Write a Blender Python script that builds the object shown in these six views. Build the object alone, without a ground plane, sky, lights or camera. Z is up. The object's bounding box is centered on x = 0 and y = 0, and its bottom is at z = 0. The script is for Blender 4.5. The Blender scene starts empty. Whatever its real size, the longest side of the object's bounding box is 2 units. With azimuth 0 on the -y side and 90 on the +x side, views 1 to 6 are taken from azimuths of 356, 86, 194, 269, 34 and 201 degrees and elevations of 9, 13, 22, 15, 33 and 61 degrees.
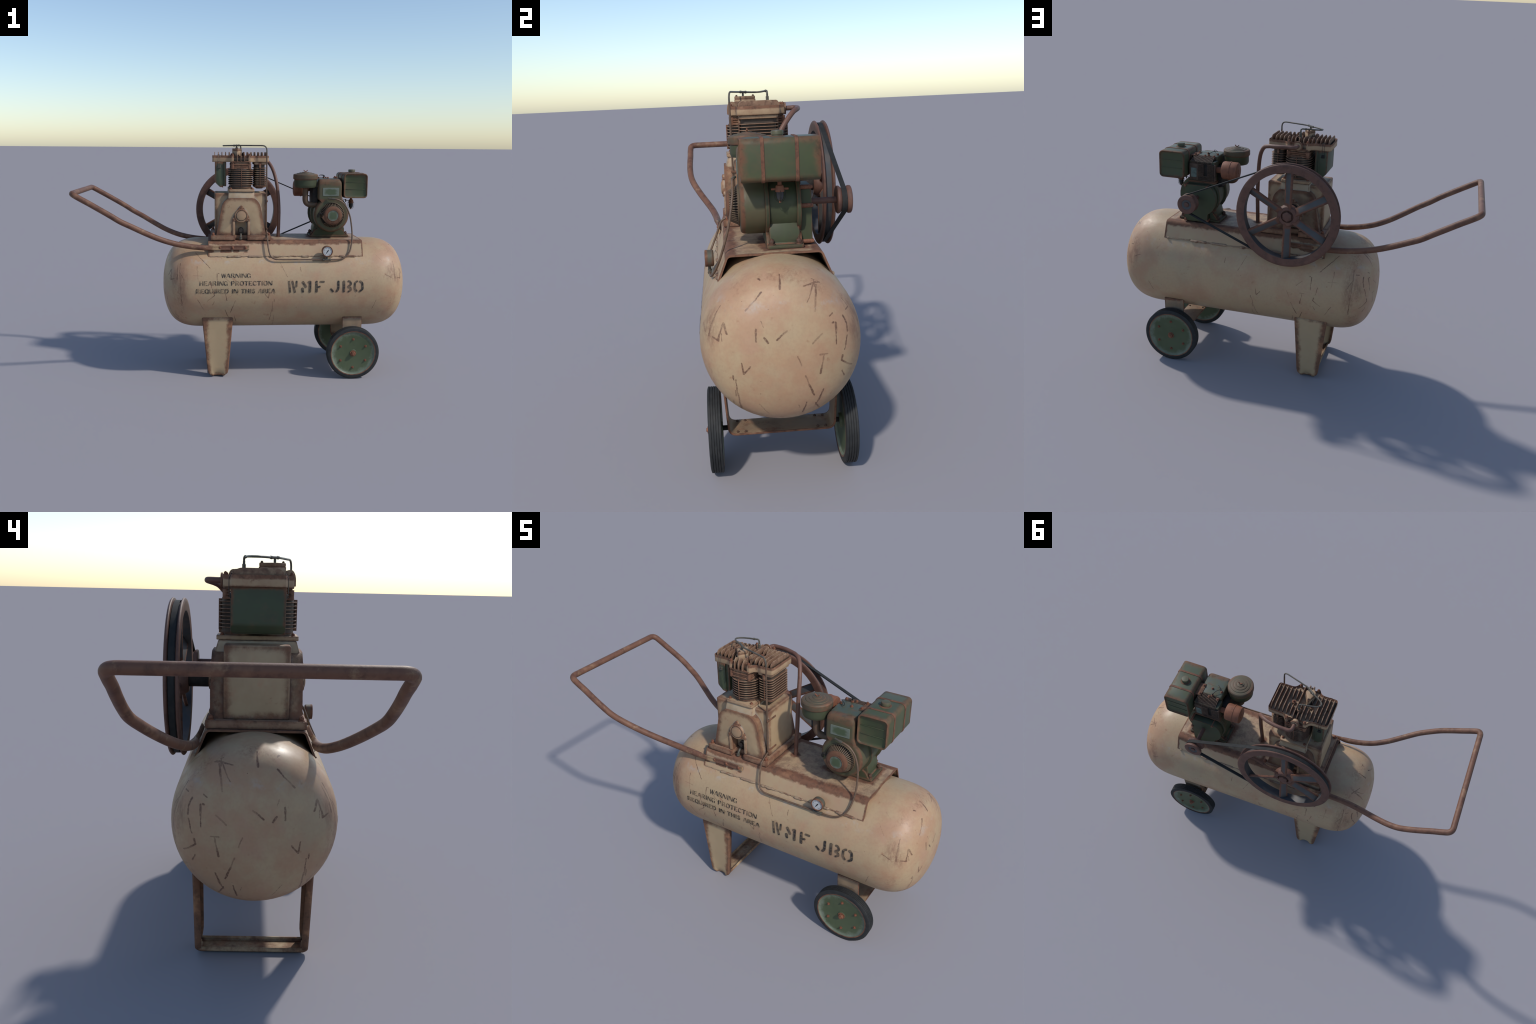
import bpy, bmesh, math, random
from mathutils import Vector, Matrix, noise as mnoise

random.seed(7)
pi = math.pi

# ------------------------------------------------------------------ node helper
class NT:
    def __init__(s, name):
        s.m = bpy.data.materials.new(name)
        s.m.use_nodes = True
        s.t = s.m.node_tree
        s.t.nodes.clear()
        s.out = s.t.nodes.new("ShaderNodeOutputMaterial")
        s.b = s.t.nodes.new("ShaderNodeBsdfPrincipled")
        s.t.links.new(s.b.outputs[0], s.out.inputs[0])
        s.tc = s.t.nodes.new("ShaderNodeTexCoord")
        s.geo = s.t.nodes.new("ShaderNodeNewGeometry")
        s.obj = s.tc.outputs["Object"]

    def put(s, sock, v):
        if hasattr(v, "links"):
            s.t.links.new(v, sock)
        elif isinstance(v, (tuple, list)) and len(v) == 3 and sock.type == "RGBA":
            sock.default_value = (*v, 1)
        else:
            sock.default_value = v

    def math(s, op, a, b=0.0, clamp=False):
        n = s.t.nodes.new("ShaderNodeMath"); n.operation = op; n.use_clamp = clamp
        s.put(n.inputs[0], a); s.put(n.inputs[1], b)
        return n.outputs[0]

    def vmath(s, op, a, b=None, out=0):
        n = s.t.nodes.new("ShaderNodeVectorMath"); n.operation = op
        s.put(n.inputs[0], a)
        if b is not None:
            s.put(n.inputs["Scale"] if op == "SCALE" else n.inputs[1], b)
        return n.outputs[out]

    def noise(s, scale, detail=4, rough=0.6, vec=None, dist=0.0):
        n = s.t.nodes.new("ShaderNodeTexNoise")
        s.put(n.inputs["Vector"], vec or s.obj)
        n.inputs["Scale"].default_value = scale
        n.inputs["Detail"].default_value = detail
        n.inputs["Roughness"].default_value = rough
        n.inputs["Distortion"].default_value = dist
        return n.outputs["Fac"]

    def voronoi(s, scale, feature="F1", vec=None, out="Distance"):
        n = s.t.nodes.new("ShaderNodeTexVoronoi"); n.feature = feature
        s.put(n.inputs["Vector"], vec or s.obj)
        n.inputs["Scale"].default_value = scale
        return n.outputs[out]

    def mapping(s, loc=(0, 0, 0), rot=(0, 0, 0), sc=(1, 1, 1), vec=None):
        n = s.t.nodes.new("ShaderNodeMapping")
        s.put(n.inputs[0], vec or s.obj)
        n.inputs[1].default_value = loc; n.inputs[2].default_value = rot; n.inputs[3].default_value = sc
        return n.outputs[0]

    def rng(s, v, a, b, c=0.0, d=1.0, smooth=True):
        n = s.t.nodes.new("ShaderNodeMapRange")
        n.interpolation_type = "SMOOTHSTEP" if smooth else "LINEAR"
        s.put(n.inputs[0], v)
        for i, x in enumerate((a, b, c, d)):
            s.put(n.inputs[i + 1], x)
        return n.outputs[0]

    def mix(s, f, a, b, mode="MIX"):
        n = s.t.nodes.new("ShaderNodeMix"); n.data_type = "RGBA"; n.blend_type = mode
        s.put(n.inputs[0], f); s.put(n.inputs[6], a); s.put(n.inputs[7], b)
        return n.outputs[2]

    def sep(s, v):
        n = s.t.nodes.new("ShaderNodeSeparateXYZ"); s.put(n.inputs[0], v)
        return n.outputs

    def comb(s, x, y, z):
        n = s.t.nodes.new("ShaderNodeCombineXYZ")
        for i, v in enumerate((x, y, z)):
            s.put(n.inputs[i], v)
        return n.outputs[0]

    def edge(s, radius, samples=5):
        """0 on flat faces, up to 1 at a sharp edge; width = radius."""
        n = s.t.nodes.new("ShaderNodeBevel"); n.samples = samples
        n.inputs[0].default_value = radius
        d = s.vmath("DOT_PRODUCT", n.outputs[0], s.geo.outputs["Normal"], out=1)
        return s.rng(d, 0.999, 0.78, 0, 1, smooth=False)

    def rim(s, dist, samples=9):
        """wear mask for solid parts: 1 at an outer edge, fading to 0 at dist from it"""
        n = s.t.nodes.new("ShaderNodeAmbientOcclusion"); n.samples = samples
        n.inside = True; n.only_local = True
        n.inputs["Distance"].default_value = dist
        return s.math("MULTIPLY", s.math("SUBTRACT", 1.0, n.outputs["AO"]), 2.0, True)

    def crevice(s, dist, samples=4):
        n = s.t.nodes.new("ShaderNodeAmbientOcclusion"); n.samples = samples
        n.inputs["Distance"].default_value = dist
        return s.math("SUBTRACT", 1.0, n.outputs["AO"], True)

    def bump(s, h, strength=0.2, dist=0.002):
        n = s.t.nodes.new("ShaderNodeBump")
        n.inputs["Strength"].default_value = strength
        n.inputs["Distance"].default_value = dist
        s.put(n.inputs["Height"], h)
        s.t.links.new(n.outputs[0], s.b.inputs["Normal"])

    def done(s, col, rough=0.6, metal=0.0, spec=0.4):
        s.put(s.b.inputs["Base Color"], col)
        s.put(s.b.inputs["Roughness"], rough)
        s.put(s.b.inputs["Metallic"], metal)
        s.b.inputs["Specular IOR Level"].default_value = spec
        return s.m


RUST_D, RUST_M, RUST_L = (0.070, 0.031, 0.021), (0.150, 0.062, 0.036), (0.250, 0.115, 0.062)
CREAM, CREAM2 = (0.395, 0.285, 0.170), (0.345, 0.238, 0.140)


def rust_col(n, scale=30, dark=RUST_D, mid=RUST_M, light=RUST_L):
    a = n.noise(scale, 6, 0.65)
    c = n.mix(n.rng(a, 0.32, 0.55), dark, mid)
    return n.mix(n.math("MULTIPLY", n.rng(n.noise(scale * 0.45, 4), 0.52, 0.72), 0.8), c, light)


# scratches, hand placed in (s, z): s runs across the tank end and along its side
SCRATCHES_ENDS = [
    [(0.074, 0.816), (0.105, 0.789)], [(0.102, 0.813), (0.11, 0.786)], [(0.071, 0.774), (0.108, 0.779), (0.128, 0.777)], [(0.104, 0.776), (0.078, 0.729)],
    [(0.112, 0.772), (0.101, 0.7)], [(0.109, 0.792), (0.107, 0.769)], [(-0.12, 0.801), (-0.096, 0.807), (-0.067, 0.797)], [(-0.003, 0.815), (-0.004, 0.797), (-0.006, 0.774)],
    [(-0.066, 0.765), (-0.12, 0.712)], [(-0.091, 0.657), (-0.093, 0.616)], [(-0.067, 0.63), (-0.055, 0.613)], [(0.007, 0.648), (-0.027, 0.621)],
    [(-0.206, 0.708), (-0.233, 0.655), (-0.243, 0.618)], [(-0.193, 0.668), (-0.209, 0.629), (-0.212, 0.614)], [(-0.191, 0.666), (-0.184, 0.638)],
    [(-0.23, 0.619), (-0.212, 0.614)], [(0.158, 0.684), (0.147, 0.677)], [(0.195, 0.668), (0.207, 0.642), (0.209, 0.617)], [(0.227, 0.689), (0.209, 0.682)],
]
SCRATCHES_SIDES = [
    [(0.385, 0.709), (0.389, 0.662), (0.383, 0.565), (0.376, 0.458)], [(0.464, 0.513), (0.416, 0.465)], [(0.389, 0.662), (0.361, 0.614)],
    [(0.296, 0.767), (0.208, 0.685)], [(0.286, 0.694), (0.28, 0.62)], [(0.284, 0.502), (0.25, 0.438)], [(-0.209, 0.712), (-0.248, 0.635)],
    [(-0.329, 0.688), (-0.331, 0.665)], [(-0.897, 0.715), (-0.899, 0.631)], [(-0.84, 0.644), (-0.878, 0.625)], [(-0.786, 0.489), (-0.767, 0.432)],
    [(0.308, 0.644), (0.258, 0.641)],
]
SCRATCHES_ALL = [
    [(0.156, 0.656), (0.16, 0.656)], [(0.168, 0.653), (0.167, 0.584)], [(0.119, 0.628), (0.087, 0.599)], [(0.206, 0.603), (0.196, 0.56)],
    [(0.111, 0.559), (0.135, 0.559)], [(0.124, 0.559), (0.11, 0.494)], [(0.037, 0.562), (0.049, 0.53)], [(0.188, 0.542), (0.184, 0.525), (0.222, 0.495)],
    [(0.186, 0.487), (0.194, 0.465)], [(-0.142, 0.544), (-0.136, 0.507), (-0.115, 0.534)], [(-0.171, 0.499), (-0.17, 0.483)], [(-0.163, 0.484), (-0.16, 0.433)],
    [(-0.165, 0.442), (-0.164, 0.419)], [(-0.158, 0.43), (-0.148, 0.351)], [(-0.175, 0.393), (-0.172, 0.307)], [(0.061, 0.493), (0.089, 0.414)],
    [(0.121, 0.432), (0.111, 0.401), (0.095, 0.371)], [(0.095, 0.379), (0.113, 0.343)], [(0.065, 0.389), (0.053, 0.342)],
]


def random_scratches(n, scale, length, width, vec, keep=0.5, seed=0.0):
    """one short line of random direction in some of the cells of a voronoi pattern"""
    v = n.t.nodes.new("ShaderNodeTexVoronoi"); v.voronoi_dimensions = "3D"
    n.put(v.inputs["Vector"], n.vmath("ADD", vec, (seed, seed * 2, seed * 3)))
    v.inputs["Scale"].default_value = scale
    d = n.vmath("SUBTRACT", n.vmath("ADD", vec, (seed, seed * 2, seed * 3)), v.outputs["Position"])
    cr = n.sep(v.outputs["Color"])
    ang = n.math("MULTIPLY", cr[0], 2 * pi)
    ds = n.sep(d)
    c, si = n.math("COSINE", ang), n.math("SINE", ang)
    u = n.math("ADD", n.math("MULTIPLY", ds[0], c), n.math("MULTIPLY", ds[1], si))
    w = n.math("SUBTRACT", n.math("MULTIPLY", ds[1], c), n.math("MULTIPLY", ds[0], si))
    ln = n.math("MULTIPLY", n.math("ADD", cr[1], 0.3), length)
    m1 = n.math("LESS_THAN", n.math("ABSOLUTE", u), ln)
    m2 = n.rng(n.math("ABSOLUTE", w), width, width * 0.35)
    m3 = n.math("LESS_THAN", cr[2], keep)
    return n.math("MULTIPLY", n.math("MULTIPLY", m1, m2), m3)


def tank_colour(n):
    xyz = n.sep(n.obj)
    nx = n.math("ABSOLUTE", n.sep(n.geo.outputs["Normal"])[0])
    cap = n.math("GREATER_THAN", nx, 0.47)
    s = n.math("ADD", n.math("MULTIPLY", xyz[1], cap), n.math("MULTIPLY", n.math("MULTIPLY", xyz[0], -1.0), n.math("SUBTRACT", 1.0, cap)))
    p = n.comb(s, xyz[2], 0.0)
    # hand wobble
    wob = n.t.nodes.new("ShaderNodeTexNoise"); wob.inputs["Scale"].default_value = 45
    n.put(wob.inputs["Vector"], p)
    p2 = n.vmath("ADD", p, n.vmath("SCALE", n.vmath("SUBTRACT", wob.outputs["Color"], (.5, .5, .5)), 0.006))
    ps = n.sep(p2); p2 = n.comb(ps[0], ps[1], 0.0)
    dist = None

    def lines(group, dist):
        for line in group:
            for a, b in zip(line, line[1:]):
                A = Vector((a[0], a[1], 0)); B = Vector((b[0], b[1], 0)); BA = B - A
                src = p2
                if dist is not None:      # tie each step to the one before, so that few values are live at once
                    m = n.t.nodes.new("ShaderNodeVectorMath"); m.operation = "MULTIPLY_ADD"
                    n.put(m.inputs[0], dist); m.inputs[1].default_value = (1e-8, 1e-8, 1e-8); n.put(m.inputs[2], p2)
                    src = m.outputs[0]
                pa = n.vmath("SUBTRACT", src, tuple(A))
                h = n.math("MULTIPLY", n.vmath("DOT_PRODUCT", pa, tuple(BA / BA.length_squared), out=1), 1.0, True)
                d = n.vmath("DISTANCE", pa, n.vmath("SCALE", tuple(BA), h), out=1)
                dist = d if dist is None else n.math("MINIMUM", dist, d)
        return dist
    dist = n.math("ADD", lines(SCRATCHES_ENDS, None), n.math("SUBTRACT", 1.0, cap))
    dist = lines(SCRATCHES_ALL, dist)
    dist = n.math("ADD", dist, 0.0)
    d2 = lines(SCRATCHES_SIDES, n.math("ADD", n.math("MULTIPLY", dist, 1e-6), 5.0))
    dist = n.math("MINIMUM", dist, n.math("ADD", d2, cap))
    wvar = n.rng(n.noise(20, 2, vec=p), 0.32, 0.68, 0.0020, 0.0052, smooth=False)
    wvar = n.math("MULTIPLY", wvar, n.math("ADD", n.math("MULTIPLY", cap, 0.32), 0.68))
    scr = n.rng(dist, wvar, n.math("MULTIPLY", wvar, 0.45))
    scr = n.math("MULTIPLY", scr, n.rng(n.noise(150, 3, vec=p), 0.36, 0.55, 0.55, 1.0))
    scr = n.math("MULTIPLY", scr, n.rng(n.noise(7, 2, vec=n.vmath("ADD", p, (3, 1, 0))), 0.36, 0.58, 0.38, 1.0))
    # base
    c = n.mix(n.rng(n.noise(5, 5), 0.35, 0.7), CREAM, (0.420, 0.285, 0.166))
    c = n.mix(n.math("MULTIPLY", n.rng(n.noise(3.2, 3, vec=n.mapping((3, 1, 7))), 0.45, 0.75), 0.55), c, (0.370, 0.270, 0.155))
    # reddish stains, strongest where the ends are rounded off
    e1 = n.rng(n.math("ABSOLUTE", n.math("SUBTRACT", xyz[0], 0.25)), 0.46, 0.66)
    st = n.rng(n.math("ADD", n.noise(6, 7, 0.68, vec=n.mapping((1, 5, 2))), n.math("MULTIPLY", e1, 0.09)), 0.46, 0.70)
    c = n.mix(n.math("MULTIPLY", st, 0.62), c, (0.365, 0.19, 0.112))
    # pinkish haze with soft edges and a fine mottling
    pk = n.rng(n.noise(11, 4, 0.6, vec=n.mapping((8, 3, 5))), 0.52, 0.70)
    c = n.mix(n.math("MULTIPLY", pk, 0.40), c, (0.395, 0.225, 0.15))
    mt = n.rng(n.noise(90, 6, 0.75), 0.40, 0.68)
    c = n.mix(n.math("MULTIPLY", mt, 0.20), c, (0.26, 0.15, 0.09))
    # dull grey-green areas
    gg = n.rng(n.noise(4.5, 5, 0.6, vec=n.mapping((2, 9, 6))), 0.50, 0.72)
    c = n.mix(n.math("MULTIPLY", gg, 0.35), c, (0.31, 0.255, 0.165))
    # brown rubbed patches on the shoulders of the tank, in the same (s, z) as the scratches
    sm = None
    for ps_, pz_, ws_, wz_ in ((.37, .60, .045, .17), (-.875, .66, .045, .085), (.24, .62, .040, .085), (-.238, .64, .036, .080)):
        q = n.vmath("MULTIPLY", n.vmath("SUBTRACT", p, (ps_, pz_, 0)), (1 / ws_, 1 / wz_, 0))
        g = n.rng(n.vmath("LENGTH", q, out=1), 1.15, 0.1)
        g = n.math("MULTIPLY", g, cap if abs(ps_) < .3 else n.math("SUBTRACT", 1.0, cap))
        sm = g if sm is None else n.math("MAXIMUM", sm, g)
    sm = n.math("MULTIPLY", sm, n.rng(n.math("ADD", n.noise(75, 6, 0.75, vec=n.mapping(sc=(1, 1, .3))), n.math("MULTIPLY", sm, 0.12)), 0.38, 0.74))
    c = n.mix(n.math("MULTIPLY", sm, 0.62), c, (0.165, 0.078, 0.048))
    # blotches and specks
    bl = n.rng(n.noise(24, 3, 0.55, vec=n.mapping((9, 2, 4))), 0.66, 0.76)
    c = n.mix(n.math("MULTIPLY", bl, 0.65), c, (0.27, 0.135, 0.075))
    sp = n.rng(n.voronoi(38), 0.085, 0.04)
    sp = n.math("MULTIPLY", sp, n.rng(n.noise(8, 2), 0.55, 0.62))
    c = n.mix(n.math("MULTIPLY", sp, 0.8), c, (0.10, 0.048, 0.03))
    # scratches
    c = n.mix(n.math("MULTIPLY", scr, 0.95), c, (0.115, 0.054, 0.033))
    body = n.comb(xyz[0], n.math("MULTIPLY", n.math("ARCTAN2", xyz[1], n.math("SUBTRACT", xyz[2], .557)), 0.279), 0.0)
    rs = random_scratches(n, 8.0, 0.026, 0.0014, body, 0.25, 2.3)
    rs = n.math("MULTIPLY", rs, n.math("SUBTRACT", 1.0, cap))
    rs = n.math("MULTIPLY", rs, n.rng(n.noise(170, 3), 0.4, 0.6, 0.1, 0.5))
    c = n.mix(rs, c, (0.15, 0.075, 0.046))
    re_ = random_scratches(n, 8.5, 0.026, 0.0021, p2, 0.34, 0.7)
    re_ = n.math("MULTIPLY", n.math("MULTIPLY", re_, cap), n.rng(n.noise(170, 3), 0.4, 0.6, 0.2, 0.75))
    c = n.mix(re_, c, (0.125, 0.060, 0.037))
    # brown speckle round the shoulders where the ends turn into the wall
    sh = n.math("MULTIPLY", n.rng(nx, 0.12, 0.40), n.rng(nx, 0.80, 0.50))
    sh = n.math("MULTIPLY", sh, n.rng(n.noise(9, 3, vec=n.mapping((6, 4, 3))), 0.40, 0.64))
    sh = n.math("MULTIPLY", sh, n.rng(n.noise(80, 6, 0.75), 0.40, 0.70))
    c = n.mix(n.math("MULTIPLY", sh, 0.70), c, (0.19, 0.090, 0.054))
    # pale grey dust round the saddle welds
    wl = n.math("MULTIPLY", n.rng(n.math("ABSOLUTE", n.math("SUBTRACT", xyz[2], 0.722)), 0.03, 0.0), n.rng(n.noise(20, 5, 0.7), 0.5, 0.68))
    c = n.mix(n.math("MULTIPLY", wl, 0.45), c, (0.36, 0.34, 0.31))
    return c, scr


def make_tank_paint():
    n = NT("tank_paint")
    c, scr = tank_colour(n)
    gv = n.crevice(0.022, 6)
    c = n.mix(n.math("MULTIPLY", n.rng(gv, 0.35, 0.75), 0.85), c, (0.030, 0.022, 0.017))  # tank colour darkened where leg, bracket and saddle would shade it
    n.bump(n.noise(60, 3), 0.04, 0.002)
    return n.done(c, n.rng(n.noise(14, 4), 0.3, 0.7, 0.42, 0.60), 0, 0.42)


def make_ink(name="stencil_ink", keep=0.36):
    n = NT(name)
    c, scr = tank_colour(n)
    w = n.rng(n.noise(26, 2, 0.5, vec=n.mapping((5.1, 0, 2))), 0.32, 0.52)
    w = n.math("MULTIPLY", w, n.rng(n.noise(110, 3), 0.36, 0.56, 0.30, 1.0))
    w = n.math("MULTIPLY", n.math("SUBTRACT", 1.0, scr), n.math("ADD", n.math("MULTIPLY", w, 0.98 - keep), keep))
    return n.done(n.mix(w, c, (0.013, 0.014, 0.017)), 0.6, 0, 0.3)


def worn_paint(name, base, base2, radius, amount=0.5, stain=(0.39, 0.20, 0.115), dust=(0.33, 0.33, 0.31), dust_amt=0.6,
               top=None, top_amt=0.0, scr=0.0, rough=0.55, patch=0.0, scale=1.0, rust_light=RUST_L, grain=0.25, mask=None, wear=0.9, soft=0.0, joint_shade=0.85, joint_shade_d=0.022, spec=0.32):
    n = NT(name)
    c = n.mix(n.rng(n.noise(9 * scale, 5), 0.35, 0.68), base, base2)
    c = n.mix(n.math("MULTIPLY", n.rng(n.noise(17 * scale, 5, 0.7, vec=n.mapping((3, 8, 1))), 0.5, 0.75), 0.5), c, stain)
    nz = n.sep(n.geo.outputs["Normal"])[2]
    if top:
        t = n.math("MULTIPLY", n.rng(nz, 0.75, 0.95), n.rng(n.noise(26, 6, 0.75), 0.36, 0.62))
        c = n.mix(n.math("MULTIPLY", t, top_amt), c, top)
    if dust_amt:
        cv = n.crevice(0.022, 6)
        d = n.math("MULTIPLY", n.rng(cv, 0.22, 0.5), n.rng(n.noise(40, 4), 0.3, 0.6))
        c = n.mix(n.math("MULTIPLY", d, dust_amt), c, dust)
    nn = n.math("SUBTRACT", n.noise(46 * scale, 6, 0.7), 0.5)
    nl = n.math("SUBTRACT", n.noise(8 * scale, 3, vec=n.mapping((7, 7, 7))), 0.5)
    e = mask(n) if mask else n.rim(radius * 2.2)
    e = n.math("ADD", e, n.math("ADD", n.math("MULTIPLY", nn, 0.75), n.math("MULTIPLY", nl, 1.1)))
    k = n.rng(e, 0.75 - amount * 0.9 - soft * 0.4, 1.12 - amount * 0.9 + soft)
    if patch:
        pt = n.rng(n.math("ADD", n.noise(11 * scale, 6, 0.7, vec=n.mapping((5, 1, 9))), n.math("MULTIPLY", nn, 0.1)), 0.66 - patch * 0.2, 0.74 - patch * 0.15)
        k = n.math("MAXIMUM", k, n.math("MULTIPLY", pt, 0.85))
    c = n.mix(n.math("MULTIPLY", k, wear), c, rust_col(n, 34 * scale, light=rust_light))
    if scr:
        r = random_scratches(n, 14, 0.022, 0.0013, n.obj, scr, 1.1)
        r = n.math("MULTIPLY", r, n.rng(n.noise(170, 3), 0.4, 0.6, 0.1, 0.7))
        c = n.mix(r, c, (0.11, 0.052, 0.032))
    if joint_shade:      # contact shadow in the joints, mixed into the paint colour by occlusion
        gv = n.math("ADD", n.crevice(joint_shade_d, 6), n.math("MULTIPLY", n.math("SUBTRACT", n.noise(60, 4), 0.5), 0.25))
        c = n.mix(n.math("MULTIPLY", n.rng(gv, 0.40, 0.78), joint_shade), c, (0.026, 0.019, 0.015))
    n.bump(n.math("ADD", n.math("MULTIPLY", k, -0.4), n.noise(120, 4, 0.7)), grain, 0.002)
    return n.done(c, n.rng(k, 0, 1, rough, 0.78), 0, spec)


def make_rust(name, scale=22, dark=RUST_D, mid=RUST_M, light=RUST_L, extra=None, ex_amt=0.4, rough=0.68):
    n = NT(name)
    c = rust_col(n, scale, dark, mid, light)
    if extra:
        c = n.mix(n.math("MULTIPLY", n.rng(n.noise(scale * 0.7, 5, 0.7, vec=n.mapping((3, 3, 9))), 0.55, 0.72), ex_amt), c, extra)
    n.bump(n.noise(150, 4, 0.7), 0.25, 0.002)
    return n.done(c, rough, 0, 0.35)


def flat_mat(name, c, c2=None, rough=0.6, scale=40, spec=0.35, metal=0.0, bump=0.1):
    n = NT(name)
    col = n.mix(n.rng(n.noise(scale, 4, 0.65), 0.35, 0.7), c, c2 or c)
    n.bump(n.noise(scale * 4, 3), bump, 0.001)
    return n.done(col, rough, metal, spec)


def box_edge(c, h, reach, near=0.004):
    """wear mask: closeness to the edges of a box of centre c and half size h"""
    def f(n):
        p = n.sep(n.obj)
        e = [n.math("SUBTRACT", h[i], n.math("ABSOLUTE", n.math("SUBTRACT", p[i], c[i]))) for i in range(3)]
        tot = n.math("ADD", n.math("ADD", e[0], e[1]), e[2])
        d = n.math("SUBTRACT", tot, n.math("MAXIMUM", n.math("MAXIMUM", e[0], e[1]), e[2]))
        return n.rng(d, reach, near, 0, 1.0, smooth=False)
    return f


def shroud_mask(n):
    p = n.sep(n.obj)
    r = n.math("SQRT", n.math("ADD", n.math("POWER", n.math("SUBTRACT", p[0], .533), 2.0), n.math("POWER", n.math("SUBTRACT", p[2], .987), 2.0)))
    front = n.rng(p[1], -0.085, -0.100)
    m = n.math("MULTIPLY", n.math("MULTIPLY", n.rng(r, 0.080, 0.106, 0, 0.85, smooth=False), front), n.rng(p[2], 1.10, 1.07))
    t = n.math("MULTIPLY", n.rng(p[2], 1.135, 1.180), n.rng(p[1], -0.055, -0.085))
    m = n.math("MAXIMUM", m, n.math("MULTIPLY", t, 0.72))
    sd = n.math("MULTIPLY", n.math("MULTIPLY", n.rng(n.math("ABSOLUTE", n.math("SUBTRACT", p[0], .5205)), .052, .074, 0, 0.7, smooth=False), front), n.rng(p[2], 1.07, 1.09))
    m = n.math("MAXIMUM", m, sd)
    cov = n.rng(p[1], -0.136, -0.142, 0, 0.95)
    m = n.math("MAXIMUM", m, cov)
    return n.math("MAXIMUM", m, n.math("MULTIPLY", n.rim(0.012), 0.5))


def spoke_mask(n):
    p = n.sep(n.obj)
    m = n.rng(n.math("ABSOLUTE", p[1]), 0.0085, 0.0195, 0, 1.0, smooth=False)
    return n.math("MAXIMUM", m, n.rng(p[0], 0.085, 0.060, 0, 1.0, smooth=False))


def saddle_mask(n):
    p = n.sep(n.obj)
    ay = n.math("ABSOLUTE", p[1])
    top = n.math("ABSOLUTE", n.math("SUBTRACT", p[2], 0.836))
    d1 = n.math("ADD", n.math("MULTIPLY", top, n.rng(p[2], 0.834, 0.838, 1.0, 0.0)), n.math("MULTIPLY", n.math("ABSOLUTE", n.math("SUBTRACT", ay, 0.168)), 0.8))
    m = n.rng(d1, 0.055, 0.004, 0, 1.05, smooth=False)
    ends = n.math("MINIMUM", n.math("ADD", p[0], 0.220), n.math("SUBTRACT", 0.712, p[0]))
    m = n.math("MAXIMUM", m, n.rng(ends, 0.020, 0.001, 0, 0.95, smooth=False))
    m = n.math("MAXIMUM", m, n.rng(p[2], 0.760, 0.746, 0, 0.75, smooth=False))
    # rust washed out from under the handle straps and round the two machine feet
    bar = n.math("MULTIPLY", n.rng(n.math("ABSOLUTE", n.math("SUBTRACT", p[2], 0.778)), 0.016, 0.004), n.rng(p[0], 0.03, 0.01))
    m = n.math("MAXIMUM", m, n.math("MULTIPLY", bar, n.rng(n.noise(16, 2), 0.40, 0.60, 0.2, 1.1)))
    fx = n.math("MAXIMUM", n.math("SUBTRACT", n.math("ABSOLUTE", n.math("SUBTRACT", p[0], .535)), .122), n.math("SUBTRACT", n.math("ABSOLUTE", n.math("SUBTRACT", p[1], .045)), .067))
    m = n.math("MAXIMUM", m, n.math("MULTIPLY", n.rng(fx, 0.055, 0.0, 0, 0.85, smooth=False), n.rng(p[2], .83, .836)))
    px = n.math("MAXIMUM", n.math("SUBTRACT", n.math("ABSOLUTE", n.math("ADD", p[0], .025)), .181), n.math("SUBTRACT", ay, .172))
    m = n.math("MAXIMUM", m, n.math("MULTIPLY", n.rng(px, 0.045, 0.0, 0, 1.0, smooth=False), n.rng(p[2], .83, .836)))
    pr = n.vmath("DISTANCE", n.comb(p[0], p[1], 0.0), (.2175, .010, 0), out=1)
    m = n.math("MAXIMUM", m, n.math("MULTIPLY", n.rng(pr, 0.055, 0.0, 0, 1.1, smooth=False), n.rng(p[2], .83, .836)))
    return m


def leg_mask(n):
    p = n.sep(n.obj)
    t = n.rng(p[2], 0.372, 0.027, 0, 1, smooth=False)
    hw = n.math("ADD", 0.0915, n.math("MULTIPLY", t, -0.0315))
    u = n.math("DIVIDE", n.math("ABSOLUTE", n.math("SUBTRACT", p[0], -0.164)), hw)
    m = n.rng(u, 0.36, 1.0, 0, 1.1, smooth=False)
    inner = n.math("MULTIPLY", n.rng(n.math("ABSOLUTE", p[1]), 0.196, 0.188), 0.62)
    m = n.math("MULTIPLY", m, n.rng(n.math("ABSOLUTE", p[1]), 0.150, 0.19, 0.75, 1.0))
    m = n.math("MAXIMUM", m, inner)
    m = n.math("MAXIMUM", m, n.math("MULTIPLY", n.rng(p[2], 0.045, 0.008, 0, 0.9, smooth=False), n.rng(n.math("ABSOLUTE", p[1]), 0.150, 0.19, 0.45, 1.0)))
    return n.math("MAXIMUM", m, n.rng(p[2], 0.345, 0.366, 0, 0.6, smooth=False))


def bracket_mask(n):
    p = n.sep(n.obj)
    e = n.math("MINIMUM", n.math("SUBTRACT", p[0], 0.597), n.math("SUBTRACT", 0.716, p[0]))
    m = n.rng(e, 0.014, 0.001, 0, 0.75, smooth=False)
    m = n.math("MAXIMUM", m, n.rng(p[2], 0.345, 0.366, 0, 0.7, smooth=False))
    return n.math("MAXIMUM", m, n.rng(p[2], 0.20, 0.165, 0, 0.36, smooth=False))


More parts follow.
